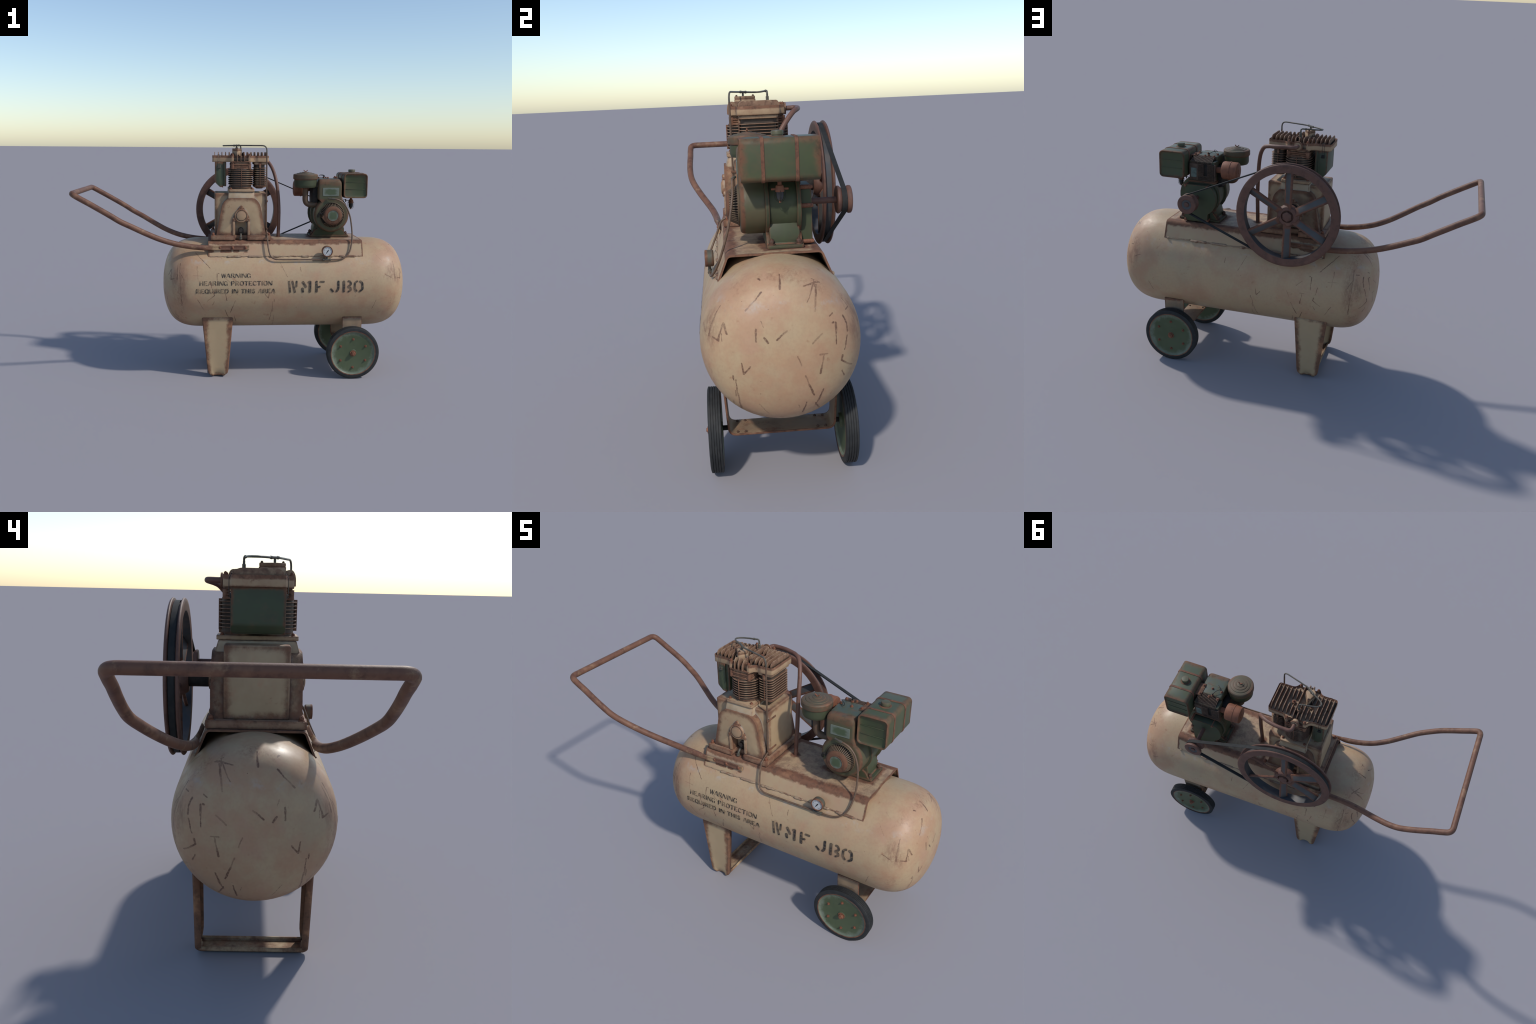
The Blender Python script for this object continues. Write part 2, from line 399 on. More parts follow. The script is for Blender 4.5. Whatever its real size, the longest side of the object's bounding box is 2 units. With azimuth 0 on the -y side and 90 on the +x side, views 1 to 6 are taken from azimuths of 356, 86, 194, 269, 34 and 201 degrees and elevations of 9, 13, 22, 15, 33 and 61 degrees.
M_TANK = make_tank_paint()
M_INK = make_ink()
M_INK_BIG = make_ink("bold_stencil_ink", 0.60)
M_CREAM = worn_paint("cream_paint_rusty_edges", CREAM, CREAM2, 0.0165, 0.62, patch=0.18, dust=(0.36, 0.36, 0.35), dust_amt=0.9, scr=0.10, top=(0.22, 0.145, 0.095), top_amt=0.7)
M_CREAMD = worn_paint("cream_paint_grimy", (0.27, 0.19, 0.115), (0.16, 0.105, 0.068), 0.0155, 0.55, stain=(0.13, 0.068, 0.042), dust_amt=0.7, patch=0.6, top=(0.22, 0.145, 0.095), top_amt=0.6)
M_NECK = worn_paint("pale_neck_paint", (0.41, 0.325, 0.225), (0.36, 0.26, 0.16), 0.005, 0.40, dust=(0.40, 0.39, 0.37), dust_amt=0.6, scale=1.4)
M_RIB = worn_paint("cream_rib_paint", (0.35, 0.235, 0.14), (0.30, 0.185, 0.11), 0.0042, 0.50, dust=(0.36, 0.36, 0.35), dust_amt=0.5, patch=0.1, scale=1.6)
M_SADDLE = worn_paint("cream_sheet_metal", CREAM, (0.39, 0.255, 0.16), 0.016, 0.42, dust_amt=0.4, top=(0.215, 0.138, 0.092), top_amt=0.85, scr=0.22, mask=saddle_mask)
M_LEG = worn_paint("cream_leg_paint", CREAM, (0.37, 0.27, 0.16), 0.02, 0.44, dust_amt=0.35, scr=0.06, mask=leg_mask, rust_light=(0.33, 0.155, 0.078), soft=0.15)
M_BRACKET = worn_paint("cream_bracket_paint", (0.25, 0.175, 0.11), (0.19, 0.13, 0.085), 0.02, 0.40, dust_amt=0.35, mask=bracket_mask)  # base browns lowered to match the strap's inside lying in shadow
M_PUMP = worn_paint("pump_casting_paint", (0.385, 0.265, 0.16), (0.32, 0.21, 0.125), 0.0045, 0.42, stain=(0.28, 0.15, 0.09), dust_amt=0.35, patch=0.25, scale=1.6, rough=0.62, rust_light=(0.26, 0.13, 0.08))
def make_fin():
    n = NT("fin_rust")
    c = rust_col(n, 40, (0.115, 0.062, 0.042), (0.215, 0.122, 0.077), (0.33, 0.215, 0.135))
    c = n.mix(n.math("MULTIPLY", n.rng(n.noise(30, 4), 0.50, 0.66), 0.6), c, (0.35, 0.245, 0.155))
    c = n.mix(n.math("MULTIPLY", n.rng(n.crevice(0.022, 6), 0.40, 0.72), 0.9), c, (0.024, 0.017, 0.013))  # shade between neighbouring fins baked in as near-black
    n.bump(n.noise(150, 4, 0.7), 0.25, 0.002)
    return n.done(c, 0.68, 0, 0.3)


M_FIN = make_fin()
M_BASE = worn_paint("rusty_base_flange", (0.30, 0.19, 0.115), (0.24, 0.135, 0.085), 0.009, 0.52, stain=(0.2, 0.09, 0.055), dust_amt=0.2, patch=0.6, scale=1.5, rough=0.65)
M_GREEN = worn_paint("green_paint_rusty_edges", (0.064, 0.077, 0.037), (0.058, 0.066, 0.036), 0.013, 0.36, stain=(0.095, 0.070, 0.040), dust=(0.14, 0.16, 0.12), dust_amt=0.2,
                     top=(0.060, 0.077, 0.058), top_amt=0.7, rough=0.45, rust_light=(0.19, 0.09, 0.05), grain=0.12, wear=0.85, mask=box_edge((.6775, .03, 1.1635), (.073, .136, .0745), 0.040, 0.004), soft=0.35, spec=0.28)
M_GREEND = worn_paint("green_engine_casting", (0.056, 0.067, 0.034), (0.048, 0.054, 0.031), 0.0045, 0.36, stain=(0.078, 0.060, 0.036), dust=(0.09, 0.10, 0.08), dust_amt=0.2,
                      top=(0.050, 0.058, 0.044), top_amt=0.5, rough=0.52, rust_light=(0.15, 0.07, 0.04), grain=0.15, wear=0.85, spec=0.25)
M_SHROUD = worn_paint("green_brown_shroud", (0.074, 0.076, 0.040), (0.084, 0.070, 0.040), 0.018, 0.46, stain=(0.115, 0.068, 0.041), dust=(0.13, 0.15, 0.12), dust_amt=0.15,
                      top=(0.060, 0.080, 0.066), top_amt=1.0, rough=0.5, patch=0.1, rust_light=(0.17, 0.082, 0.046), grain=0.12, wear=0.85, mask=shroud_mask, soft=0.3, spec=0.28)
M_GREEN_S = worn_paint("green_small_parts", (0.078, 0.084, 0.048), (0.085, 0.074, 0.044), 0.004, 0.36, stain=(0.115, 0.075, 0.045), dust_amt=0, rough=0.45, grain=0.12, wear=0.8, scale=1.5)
M_RUST = make_rust("rust", 28, extra=(0.30, 0.19, 0.11), ex_amt=0.25)
def make_handle():
    n = NT("handle_rust")
    c = rust_col(n, 24, (0.095, 0.043, 0.028), (0.150, 0.069, 0.042), (0.220, 0.115, 0.068))
    p = n.sep(n.obj)
    t = n.math("MULTIPLY", n.rng(n.noise(17, 5, 0.7, vec=n.mapping((3, 3, 9))), 0.55, 0.72), 0.45)
    a = n.rng(n.math("ABSOLUTE", n.math("ADD", p[0], 0.172)), 0.032, 0.012)
    b = n.rng(p[0], -0.004, 0.012)
    t = n.math("MAXIMUM", t, n.math("MULTIPLY", n.math("MAXIMUM", a, b), n.rng(n.noise(40, 4), 0.3, 0.55, 0.3, 0.9)))
    c = n.mix(t, c, (0.34, 0.225, 0.125))
    n.bump(n.noise(150, 4, 0.7), 0.25, 0.002)
    return n.done(c, 0.55, 0, 0.35)


M_HANDLE = make_handle()
M_PIPE = make_rust("pipe_rust", 20, (0.105, 0.050, 0.036), (0.138, 0.068, 0.048), (0.165, 0.086, 0.060), rough=0.5)
M_BOLT = make_rust("bolt_rust", 160, (0.11, 0.042, 0.026), (0.20, 0.080, 0.044), (0.27, 0.12, 0.065))
M_WHEELRUST = make_rust("flywheel_rust", 26, (0.085, 0.042, 0.031), (0.120, 0.057, 0.041), (0.155, 0.078, 0.054), rough=0.6)
M_MUFF = make_rust("muffler_rust", 22, (0.13, 0.05, 0.03), (0.20, 0.078, 0.042), (0.25, 0.11, 0.058))
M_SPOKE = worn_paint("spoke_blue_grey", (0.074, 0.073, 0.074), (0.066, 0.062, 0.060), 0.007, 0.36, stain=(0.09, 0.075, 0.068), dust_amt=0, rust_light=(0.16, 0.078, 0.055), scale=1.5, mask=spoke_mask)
M_RIMIN = flat_mat("rim_inside", (0.050, 0.055, 0.062), (0.080, 0.07, 0.066), 0.5, 18)
M_RUBBER = flat_mat("tyre_rubber", (0.016, 0.017, 0.018), (0.026, 0.026, 0.026), 0.7, 30)
M_BELT = flat_mat("belt_rubber", (0.019, 0.020, 0.020), (0.028, 0.028, 0.027), 0.75, 30, 0.2)
M_DARK = flat_mat("dark_recess", (0.012, 0.011, 0.010), (0.030, 0.022, 0.018), 0.8, 40)
M_STEEL = make_rust("tube_steel", 30, (0.060, 0.056, 0.046), (0.090, 0.080, 0.062), (0.15, 0.095, 0.062), rough=0.45)
M_TUBE = make_rust("tube_brown", 30, (0.080, 0.052, 0.036), (0.120, 0.074, 0.048), (0.18, 0.112, 0.070), rough=0.45)
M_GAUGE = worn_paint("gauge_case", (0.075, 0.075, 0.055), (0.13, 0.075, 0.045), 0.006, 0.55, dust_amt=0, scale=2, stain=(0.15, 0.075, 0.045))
M_WHITE = flat_mat("gauge_dial", (0.50, 0.51, 0.52), (0.42, 0.42, 0.41), 0.3, 60, 0.5)
M_BLACK = flat_mat("black_mark", (0.012, 0.012, 0.012), None, 0.5)
M_GLASS = flat_mat("sediment_glass", (0.020, 0.022, 0.024), (0.035, 0.034, 0.034), 0.2, 30, 0.5)
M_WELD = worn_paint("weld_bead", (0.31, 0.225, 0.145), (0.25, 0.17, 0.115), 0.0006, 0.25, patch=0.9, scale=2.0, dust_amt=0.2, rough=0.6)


def make_disc_paint():
    n = NT("wheel_disc_paint")
    xyz = n.sep(n.obj)
    r = n.math("SQRT", n.math("ADD", n.math("POWER", xyz[0], 2.0), n.math("POWER", xyz[2], 2.0)))
    c = n.mix(n.rng(n.noise(14, 5), 0.3, 0.7), (0.060, 0.080, 0.040), (0.074, 0.093, 0.050))
    d = n.math("ADD", r, n.math("MULTIPLY", n.math("SUBTRACT", n.noise(30, 5, 0.7), 0.5), 0.07))
    d = n.math("MULTIPLY", n.rng(d, 0.104, 0.130), n.rng(n.noise(24, 4), 0.25, 0.65, 0.35, 0.85))
    c = n.mix(d, c, (0.160, 0.185, 0.140))
    c = n.mix(n.rng(r, 0.1315, 0.1335), c, rust_col(n, 40))
    sp = n.rng(n.noise(70, 3, 0.6), 0.64, 0.70)
    c = n.mix(n.math("MULTIPLY", sp, 0.45), c, (0.03, 0.038, 0.026))
    n.bump(n.noise(90, 4), 0.1, 0.001)
    return n.done(c, 0.5, 0, 0.35)


def make_label(name, wx, wz, cx, cz):
    """recessed label: grey-green rubbed border, green middle"""
    n = NT(name)
    xyz = n.sep(n.obj)
    u = n.math("DIVIDE", n.math("ABSOLUTE", n.math("SUBTRACT", xyz[0], cx)), wx)
    v = n.math("DIVIDE", n.math("ABSOLUTE", n.math("SUBTRACT", xyz[2], cz)), wz)
    e = n.math("POWER", n.math("ADD", n.math("POWER", u, 3.0), n.math("POWER", v, 3.0)), 0.333)
    e = n.math("ADD", e, n.math("MULTIPLY", n.math("SUBTRACT", n.noise(60, 4, 0.7), 0.5), 0.7))
    c = n.mix(n.rng(e, 0.50, 0.98), (0.060, 0.082, 0.042), (0.135, 0.155, 0.125))
    c = n.mix(n.rng(n.noise(35, 5), 0.5, 0.75, 0, 0.3), c, (0.10, 0.09, 0.06))
    return n.done(c, 0.5, 0, 0.4)


M_DISC = make_disc_paint()
M_PLATE = make_label("name_plate_paint", 0.048, 0.024, 0.524, 1.127)
M_DIAL = make_label("starter_cap_paint", 0.033, 0.033, 0.533, 0.988)

# ------------------------------------------------------------------ mesh helpers
ROOT = bpy.data.objects.new("air_compressor", None)
bpy.context.scene.collection.objects.link(ROOT)
ROOT["label"] = "rusty cream portable air compressor with green petrol engine"
ROOT["category"] = "air compressor"


def add(name, data, parent=None, loc=None, rot=None, kind=None):
    o = bpy.data.objects.new(name, data)
    bpy.context.scene.collection.objects.link(o)
    o.parent = parent or ROOT
    if loc is not None: o.location = loc
    if rot is not None: o.rotation_euler = rot
    if kind: o["kind"] = kind
    return o


def to_mesh(bm, name, mats, smooth=35):
    bmesh.ops.recalc_face_normals(bm, faces=bm.faces[:])
    me = bpy.data.meshes.new(name)
    bm.to_mesh(me); bm.free()
    for m in (mats if isinstance(mats, (list, tuple)) else [mats]):
        me.materials.append(m)
    if smooth:
        me.polygons.foreach_set("use_smooth", [True] * len(me.polygons))
        me.set_sharp_from_angle(angle=math.radians(smooth))
    return me


def obj(name, bm, mats, parent=None, smooth=35, loc=None, rot=None, kind=None):
    return add(name, to_mesh(bm, name, mats, smooth), parent, loc, rot, kind)


def bevel(bm, off, seg=2, ang=30):
    es = [e for e in bm.edges if len(e.link_faces) == 2 and e.calc_face_angle(0) > math.radians(ang)]
    if off > 0 and es:
        bmesh.ops.bevel(bm, geom=es, offset=off, segments=seg, affect="EDGES", profile=0.5, clamp_overlap=True)


def prism(bm, pts, axis, a, b, bev=0.0, seg=2, scale_b=1.0, ang=30):
    """closed outline (2d) extruded along an axis from a to b"""
    t = bmesh.new()
    cx = sum(p[0] for p in pts) / len(pts); cy = sum(p[1] for p in pts) / len(pts)

    def P(u, v, w):
        return {"x": (w, u, v), "y": (u, w, v), "z": (u, v, w)}[axis]
    lo = [t.verts.new(P(u, v, a)) for u, v in pts]
    hi = [t.verts.new(P(cx + (u - cx) * scale_b, cy + (v - cy) * scale_b, b)) for u, v in pts]
    t.faces.new(lo); t.faces.new(hi[::-1])
    k = len(pts)
    for i in range(k):
        t.faces.new((lo[i], lo[(i + 1) % k], hi[(i + 1) % k], hi[i]))
    bmesh.ops.recalc_face_normals(t, faces=t.faces[:])
    bevel(t, bev, seg, ang)
    merge(bm, t)


def merge(bm, t, mat=None, mtx=None):
    if mtx is not None: bmesh.ops.transform(t, matrix=mtx, verts=t.verts[:])
    me = bpy.data.meshes.new("tmp"); t.to_mesh(me); t.free()
    n0 = len(bm.faces)
    bm.from_mesh(me); bpy.data.meshes.remove(me)
    if mat is not None:
        bm.faces.ensure_lookup_table()
        for f in bm.faces[n0:]: f.material_index = mat


def box(bm, x0, x1, y0, y1, z0, z1, bev=0.002, seg=2):
    prism(bm, [(x0, y0), (x1, y0), (x1, y1), (x0, y1)], "z", z0, z1, bev, seg)


def rrect(x0, x1, y0, y1, r, n=5):
    pts = []
    for cx, cy, a0 in ((x1 - r, y1 - r, 0), (x0 + r, y1 - r, 90), (x0 + r, y0 + r, 180), (x1 - r, y0 + r, 270)):
        for i in range(n + 1):
            a = math.radians(a0 + 90 * i / n)
            pts.append((cx + r * math.cos(a), cy + r * math.sin(a)))
    return pts


def circle(cx, cy, r, n=32, a0=0.0):
    return [(cx + r * math.cos(a0 + 2 * pi * i / n), cy + r * math.sin(a0 + 2 * pi * i / n)) for i in range(n)]


def round_poly(pts, r, n=4):
    """fillet the corners of an outline; r = one radius or one per corner"""
    out, k = [], len(pts)
    for i in range(k):
        p0, p, p1 = Vector(pts[i - 1]), Vector(pts[i]), Vector(pts[(i + 1) % k])
        rr = r[i] if isinstance(r, (list, tuple)) else r
        a, b = (p0 - p), (p1 - p)
        d = min(rr, a.length * 0.49, b.length * 0.49)
        if d < 1e-5:
            out.append(tuple(p)); continue
        A, B = p + a.normalized() * d, p + b.normalized() * d
        for j in range(n + 1):
            t = j / n
            q = A * (1 - t) ** 2 + p * 2 * t * (1 - t) + B * t * t
            out.append((q.x, q.y))
    return out


def lathe(bm, prof, axis="z", c=(0, 0, 0), seg=48, mats=None, close=False, cap=True):
    """profile of (radius, height) turned about an axis through c"""
    c = Vector(c)

    def P(r, h, a):
        u, v = r * math.cos(a), r * math.sin(a)
        return c + Vector({"x": (h, u, v), "y": (u, h, v), "z": (u, v, h)}[axis])
    rings = []
    for r, h in prof:
        if r < 1e-6: rings.append([bm.verts.new(P(0, h, 0))])
        else: rings.append([bm.verts.new(P(r, h, 2 * pi * i / seg)) for i in range(seg)])
    pairs = list(zip(range(len(prof)), range(1, len(prof))))
    if close: pairs.append((len(prof) - 1, 0))
    for q, (i, j) in enumerate(pairs):
        A, B = rings[i], rings[j]
        for k in range(seg):
            k2 = (k + 1) % seg
            if len(A) == 1 and len(B) == 1: continue
            if len(A) == 1: f = bm.faces.new((A[0], B[k], B[k2]))
            elif len(B) == 1: f = bm.faces.new((A[k], B[0], A[k2]))
            else: f = bm.faces.new((A[k], B[k], B[k2], A[k2]))
            if mats: f.material_index = mats[q]
    if cap and not close:
        for R in (rings[0], rings[-1]):
            if len(R) > 1: bm.faces.new(R)


def catmull(pts, n=8):
    P = [Vector(p) for p in pts]; out = []
    Q = [2 * P[0] - P[1]] + P + [2 * P[-1] - P[-2]]
    for i in range(1, len(Q) - 2):
        p0, p1, p2, p3 = Q[i - 1:i + 3]
        for j in range(n):
            t = j / n
            out.append(0.5 * ((2 * p1) + (p2 - p0) * t + (2 * p0 - 5 * p1 + 4 * p2 - p3) * t * t + (3 * p1 - p0 - 3 * p2 + p3) * t ** 3))
    out.append(P[-1])
    return out


def fillet(pts, r, n=6):
    """3d polyline with rounded corners"""
    P = [Vector(p) for p in pts]; out = [P[0]]
    for i in range(1, len(P) - 1):
        a, b = P[i - 1] - P[i], P[i + 1] - P[i]
        rr = r[i] if isinstance(r, (list, tuple)) else r
        d = min(rr, a.length * 0.49, b.length * 0.49)
        A, B = P[i] + a.normalized() * d, P[i] + b.normalized() * d
        for j in range(n + 1):
            t = j / n
            out.append(A * (1 - t) ** 2 + P[i] * 2 * t * (1 - t) + B * t * t)
    out.append(P[-1])
    return out


def tube(bm, path, r, seg=12, radii=None, squash=None, closed=False):
    path = [Vector(p) for p in path]; rings = []
    N = len(path)
    up = None
    for i, p in enumerate(path):
        if closed: d = path[(i + 1) % N] - path[i - 1]
        else: d = path[min(i + 1, N - 1)] - path[max(i - 1, 0)]
        d.normalize()
        if up is None:
            up = Vector((0, 0, 1)) if abs(d.z) < 0.9 else Vector((0, 1, 0))
        u = (up - d * up.dot(d)).normalized(); v = d.cross(u); up = u
        rr = radii[i] if radii else r
        s = squash[i] if squash else (1, 1)
        rings.append([bm.verts.new(p + u * rr * s[0] * math.cos(2 * pi * k / seg) + v * rr * s[1] * math.sin(2 * pi * k / seg)) for k in range(seg)])
    for i in range(N if closed else N - 1):
        A, B = rings[i], rings[(i + 1) % N]
        for k in range(seg):
            bm.faces.new((A[k], A[(k + 1) % seg], B[(k + 1) % seg], B[k]))
    if not closed:
        bm.faces.new(rings[0][::-1]); bm.faces.new(rings[-1])


def sweep_section(bm, frames):
    """frames: list of lists of points (open section); skins neighbours"""
    R = [[bm.verts.new(p) for p in f] for f in frames]
    for A, B in zip(R, R[1:]):
        for k in range(len(A) - 1):
            bm.faces.new((A[k], A[k + 1], B[k + 1], B[k]))


def new(): return bmesh.new()

# hex bolt, pointing up +z, shared by all copies
def hex_bolt_mesh(name, r, h, washer=True, mat=None):
    bm = new()
    if washer:
        lathe(bm, [(0, 0), (r * 1.5, 0), (r * 1.5, h * 0.22), (0, h * 0.22)], seg=20)
    prism(bm, circle(0, 0, r * 1.12, 6), "z", h * 0.2, h, r * 0.12, 1)
    lathe(bm, [(0, h * 0.5), (r * 0.62, h * 0.5), (r * 0.55, h * 1.25), (0, h * 1.3)], seg=14)
    return to_mesh(bm, name, mat or M_BOLT)


BOLT_S = hex_bolt_mesh("small_bolt", 0.0055, 0.008)
BOLT_T = hex_bolt_mesh("tiny_bolt", 0.0042, 0.0055, mat=make_rust("tiny_bolt_rust", 120, (0.05, 0.032, 0.024), (0.09, 0.05, 0.035), (0.13, 0.07, 0.045)))
BOLT_M = hex_bolt_mesh("medium_bolt", 0.0078, 0.014)
BOLT_D = hex_bolt_mesh("dark_bolt", 0.0085, 0.018, mat=make_rust("dark_bolt_rust", 120, (0.04, 0.028, 0.022), (0.09, 0.045, 0.03), (0.15, 0.07, 0.043)))
bm = new()
lathe(bm, [(0, 0), (.0105, 0), (.0105, .0018), (.0078, .0020), (.0076, .0050), (.0060, .0076), (.0032, .0090), (0, .0094)], seg=18)
BOLT_R = to_mesh(bm, "round_head_bolt", M_BOLT)
ROT = {"+z": (0, 0, 0), "-z": (pi, 0, 0), "-y": (pi / 2, 0, 0), "+y": (-pi / 2, 0, 0), "+x": (0, pi / 2, 0), "-x": (0, -pi / 2, 0)}


def bolt(me, loc, d="+z", parent=None, spin=None):
    o = add("bolt", me, parent, loc, ROT[d])
    s = random.uniform(0, 1) if spin is None else spin
    o.rotation_euler = (Matrix(o.rotation_euler.to_matrix()) @ Matrix.Rotation(s, 3, "Z")).to_euler()
    return o

# ------------------------------------------------------------------ storage tank
TR, TZ, TX0, TX1 = 0.279, 0.557, -0.500, 1.0
DOME = [(0, 0), (.003, .12), (.012, .25), (.032, .38), (.062, .5), (.115, .64), (.19, .765), (.29, .862), (.42, .935), (.56, .975), (.70, .994), (.85, 1.0)]
bm = new()
dome = catmull([(d, r, 0) for d, r in DOME], 3)
prof = [(max(p.y, 0) * TR, TX0 + p.x * TR) for p in dome]
prof += [(TR, TX0 + .24 + (TX1 - TX0 - .48) * i / 6) for i in range(1, 6)]
prof += [(max(p.y, 0) * TR, TX1 - p.x * TR) for p in reversed(dome)]
prof[0] = (0, TX0); prof[-1] = (0, TX1)
lathe(bm, prof, "x", (0, 0, TZ), 72)
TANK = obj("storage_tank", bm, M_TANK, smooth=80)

# ---- stencil lettering: strokes laid on the tank wall
FONT = {
    "W": (.92, [(.20, [(.10, 1), (.27, 0)]), (.10, [(.32, .12), (.44, .72)]), (.20, [(.47, .96), (.66, 0)]), (.10, [(.72, .15), (.85, 1)])]),
    "A": (.82, [(.10, [(.05, 0), (.30, .92)]), (.23, [(.42, 1), (.68, 0)]), (.08, [(.28, .32), (.42, .32)])]),
    "R": (.82, [(.22, [(.12, 0), (.12, 1)]), (.14, [(.32, .95), (.58, .85), (.55, .58), (.35, .52)]), (.2, [(.42, .42), (.66, 0)])]),
    "N": (.84, [(.10, [(.06, 0), (.06, .92)]), (.23, [(.15, .95), (.60, .05)]), (.1, [(.72, .08), (.72, 1)])]),
    "I": (.38, [(.23, [(.17, 0), (.17, 1)])]),
    "G": (.82, [(.2, [(.30, 1), (.12, .75), (.12, .25), (.30, 0)]), (.12, [(.46, .97), (.64, .75)]), (.2, [(.60, .42), (.60, 0)])]),
    "H": (.82, [(.22, [(.12, 0), (.12, 1)]), (.22, [(.62, 0), (.62, 1)]), (.1, [(.30, .52), (.45, .52)])]),
    "E": (.74, [(.22, [(.12, 0), (.12, 1)]), (.12, [(.32, .94), (.60, .94)]), (.1, [(.30, .5), (.48, .5)]), (.12, [(.32, .06), (.62, .06)])]),
    "P": (.78, [(.22, [(.12, 0), (.12, 1)]), (.16, [(.33, .95), (.58, .85), (.56, .55), (.35, .45)])]),
    "O": (.84, [(.2, [(.30, 1), (.12, .75), (.12, .25), (.30, 0)]), (.2, [(.48, 1), (.66, .75), (.66, .25), (.48, 0)])]),
    "T": (.78, [(.13, [(.02, .93), (.70, .93)]), (.22, [(.36, .74), (.36, 0)])]),
    "C": (.78, [(.2, [(.30, 1), (.12, .75), (.12, .25), (.30, 0)]), (.12, [(.46, .97), (.64, .75)]), (.12, [(.46, .03), (.64, .25)])]),
    "Q": (.84, [(.2, [(.30, 1), (.12, .75), (.12, .25), (.30, 0)]), (.2, [(.48, 1), (.66, .75), (.66, .25), (.48, 0)]), (.12, [(.5, .2), (.7, -.08)])]),
    "U": (.84, [(.22, [(.12, 1), (.12, .3), (.28, .02)]), (.12, [(.66, 1), (.66, .3), (.46, .02)])]),
    "D": (.84, [(.22, [(.12, 0), (.12, 1)]), (.2, [(.36, 1), (.64, .75), (.64, .25), (.36, 0)])]),
    "S": (.70, [(.16, [(.52, .82), (.3, .96), (.12, .75), (.3, .55), (.5, .38), (.5, .15), (.3, .03), (.08, .18)])]),
    " ": (.46, []),
}
BIG = [  # the six large letters, in units of 0.0001 m from the left end, height 0..1
    (.0108, [(.006, 1), (.0132, 0)]), (.0108, [(.026, 1), (.0415, 0)]), (.0098, [(.0515, 1), (.0500, .5)]),
    (.0135, [(.088, .97), (.108, .47)]), (.0135, [(.0855, .36), (.089, .0)]), (.014, [(.132, 1), (.131, 0)]), (.011, [(.122, .90), (.130, .97)]),
    (.0135, [(.1705, 1), (.1705, 0)]), (.0105, [(.1925, .94), (.216, .94)]), (.0098, [(.175, .46), (.1925, .51)]),
    (.0125, [(.3015, 1), (.3015, .36), (.297, .18), (.290, .04)]), (.0108, [(.256, .28), (.271, .03)]),
    (.014, [(.335, 1), (.335, 0)]),
    (.0102, [(.360, .98), (.370, .96), (.3765, .82), (.3755, .66), (.361, .5), (.374, .38), (.3765, .18), (.361, .02)]),
    (.0108, [(.4165, .98), (.4025, .82), (.4015, .5), (.4025, .28), (.413, .06)]),
    (.0118, [(.4315, .98), (.4445, .82), (.447, .5), (.446, .24), (.430, .03)]),
]
lift = [0.0]


def stroke(bm, pts, w, x0, ang_top, ang_bot, sx):
    """pts: x in units of sx metres, y 0..1 from bottom to top -> ribbon on the tank wall"""
    H = math.radians(ang_bot - ang_top) * TR
    P = [Vector((p[0] * sx, p[1] * (H - w) + w * 0.5)) for p in pts]
    if len(P) > 2: P = [Vector(q[:2]) for q in catmull([(p.x, p.y, 0) for p in P], 5)]
    Q = [P[0]]
    for a, b in zip(P, P[1:]):
        k = max(1, int((b - a).length / 0.005))
        Q += [a.lerp(b, (i + 1) / k) for i in range(k)]
    d0 = (Q[1] - Q[0]).normalized(); d1 = (Q[-1] - Q[-2]).normalized()
    h = w / 2; caps = (0.0, 0.6, 0.87, 1.0)
    rows = [(Q[0] - d0 * h * math.sqrt(1 - c * c) * 0.55, h * max(c, 0.25)) for c in caps[:3]]
    rows += [(q, h) for q in Q]
    rows += [(Q[-1] + d1 * h * math.sqrt(1 - c * c) * 0.55, h * max(c, 0.25)) for c in caps[2::-1]]
    lift[0] += 0.000012
    R = TR + 0.0009 + lift[0]

    def onto(p):
        a = math.radians(ang_bot) - p.y / TR
        return Vector((x0 + p.x, -R * math.sin(a), TZ + R * math.cos(a)))
    fr = []
    for i, (p, hw) in enumerate(rows):
        d = (rows[min(i + 1, len(rows) - 1)][0] - rows[max(i - 1, 0)][0]).normalized()
        nrm = Vector((-d.y, d.x))
        fr.append([onto(p + nrm * hw), onto(p), onto(p - nrm * hw)])
    sweep_section(bm, fr)


def text_line(text, x0, x1, at, ab):
    bm = new(); H = math.radians(ab - at) * TR
    total = sum(FONT[c][0] for c in text); sx = (x1 - x0) / (total - 0.08)
    x = x0
    for ch in text:
        w, strokes = FONT[ch]
        for sw, pts in strokes:
            stroke(bm, pts, sw * (sx + H) * 0.43, x, at, ab, sx)
        x += w * sx
    return bm


obj("warning_lettering", text_line("WARNING", -.144, .032, 69.2, 75.1), M_INK, TANK)
obj("warning_lettering", text_line("HEARING PROTECTION", -.272, .158, 78.4, 84.4), M_INK, TANK)
obj("warning_lettering", text_line("REQUIRED IN THIS AREA", -.292, .176, 87.9, 93.9), M_INK, TANK)
bm = new()
for w, pts in BIG:
    stroke(bm, pts, w, .252, 78.2, 93.9, 1.0)
obj("stencil_lettering", bm, M_INK_BIG, TANK)

# ------------------------------------------------------------------ saddle plate (bent sheet)
bm = new()
sec = fillet([(0, -.206, .746), (0, -.1685, .839), (0, .1685, .839), (0, .206, .746)], .016, 5)
xs = [-.220 + (.712 + .220) * i / 12 for i in range(13)]
sweep_section(bm, [[(x, p.y, p.z) for p in sec] for x in xs])
bmesh.ops.recalc_face_normals(bm, faces=bm.faces[:])
SADDLE = obj("saddle_plate", bm, M_SADDLE)
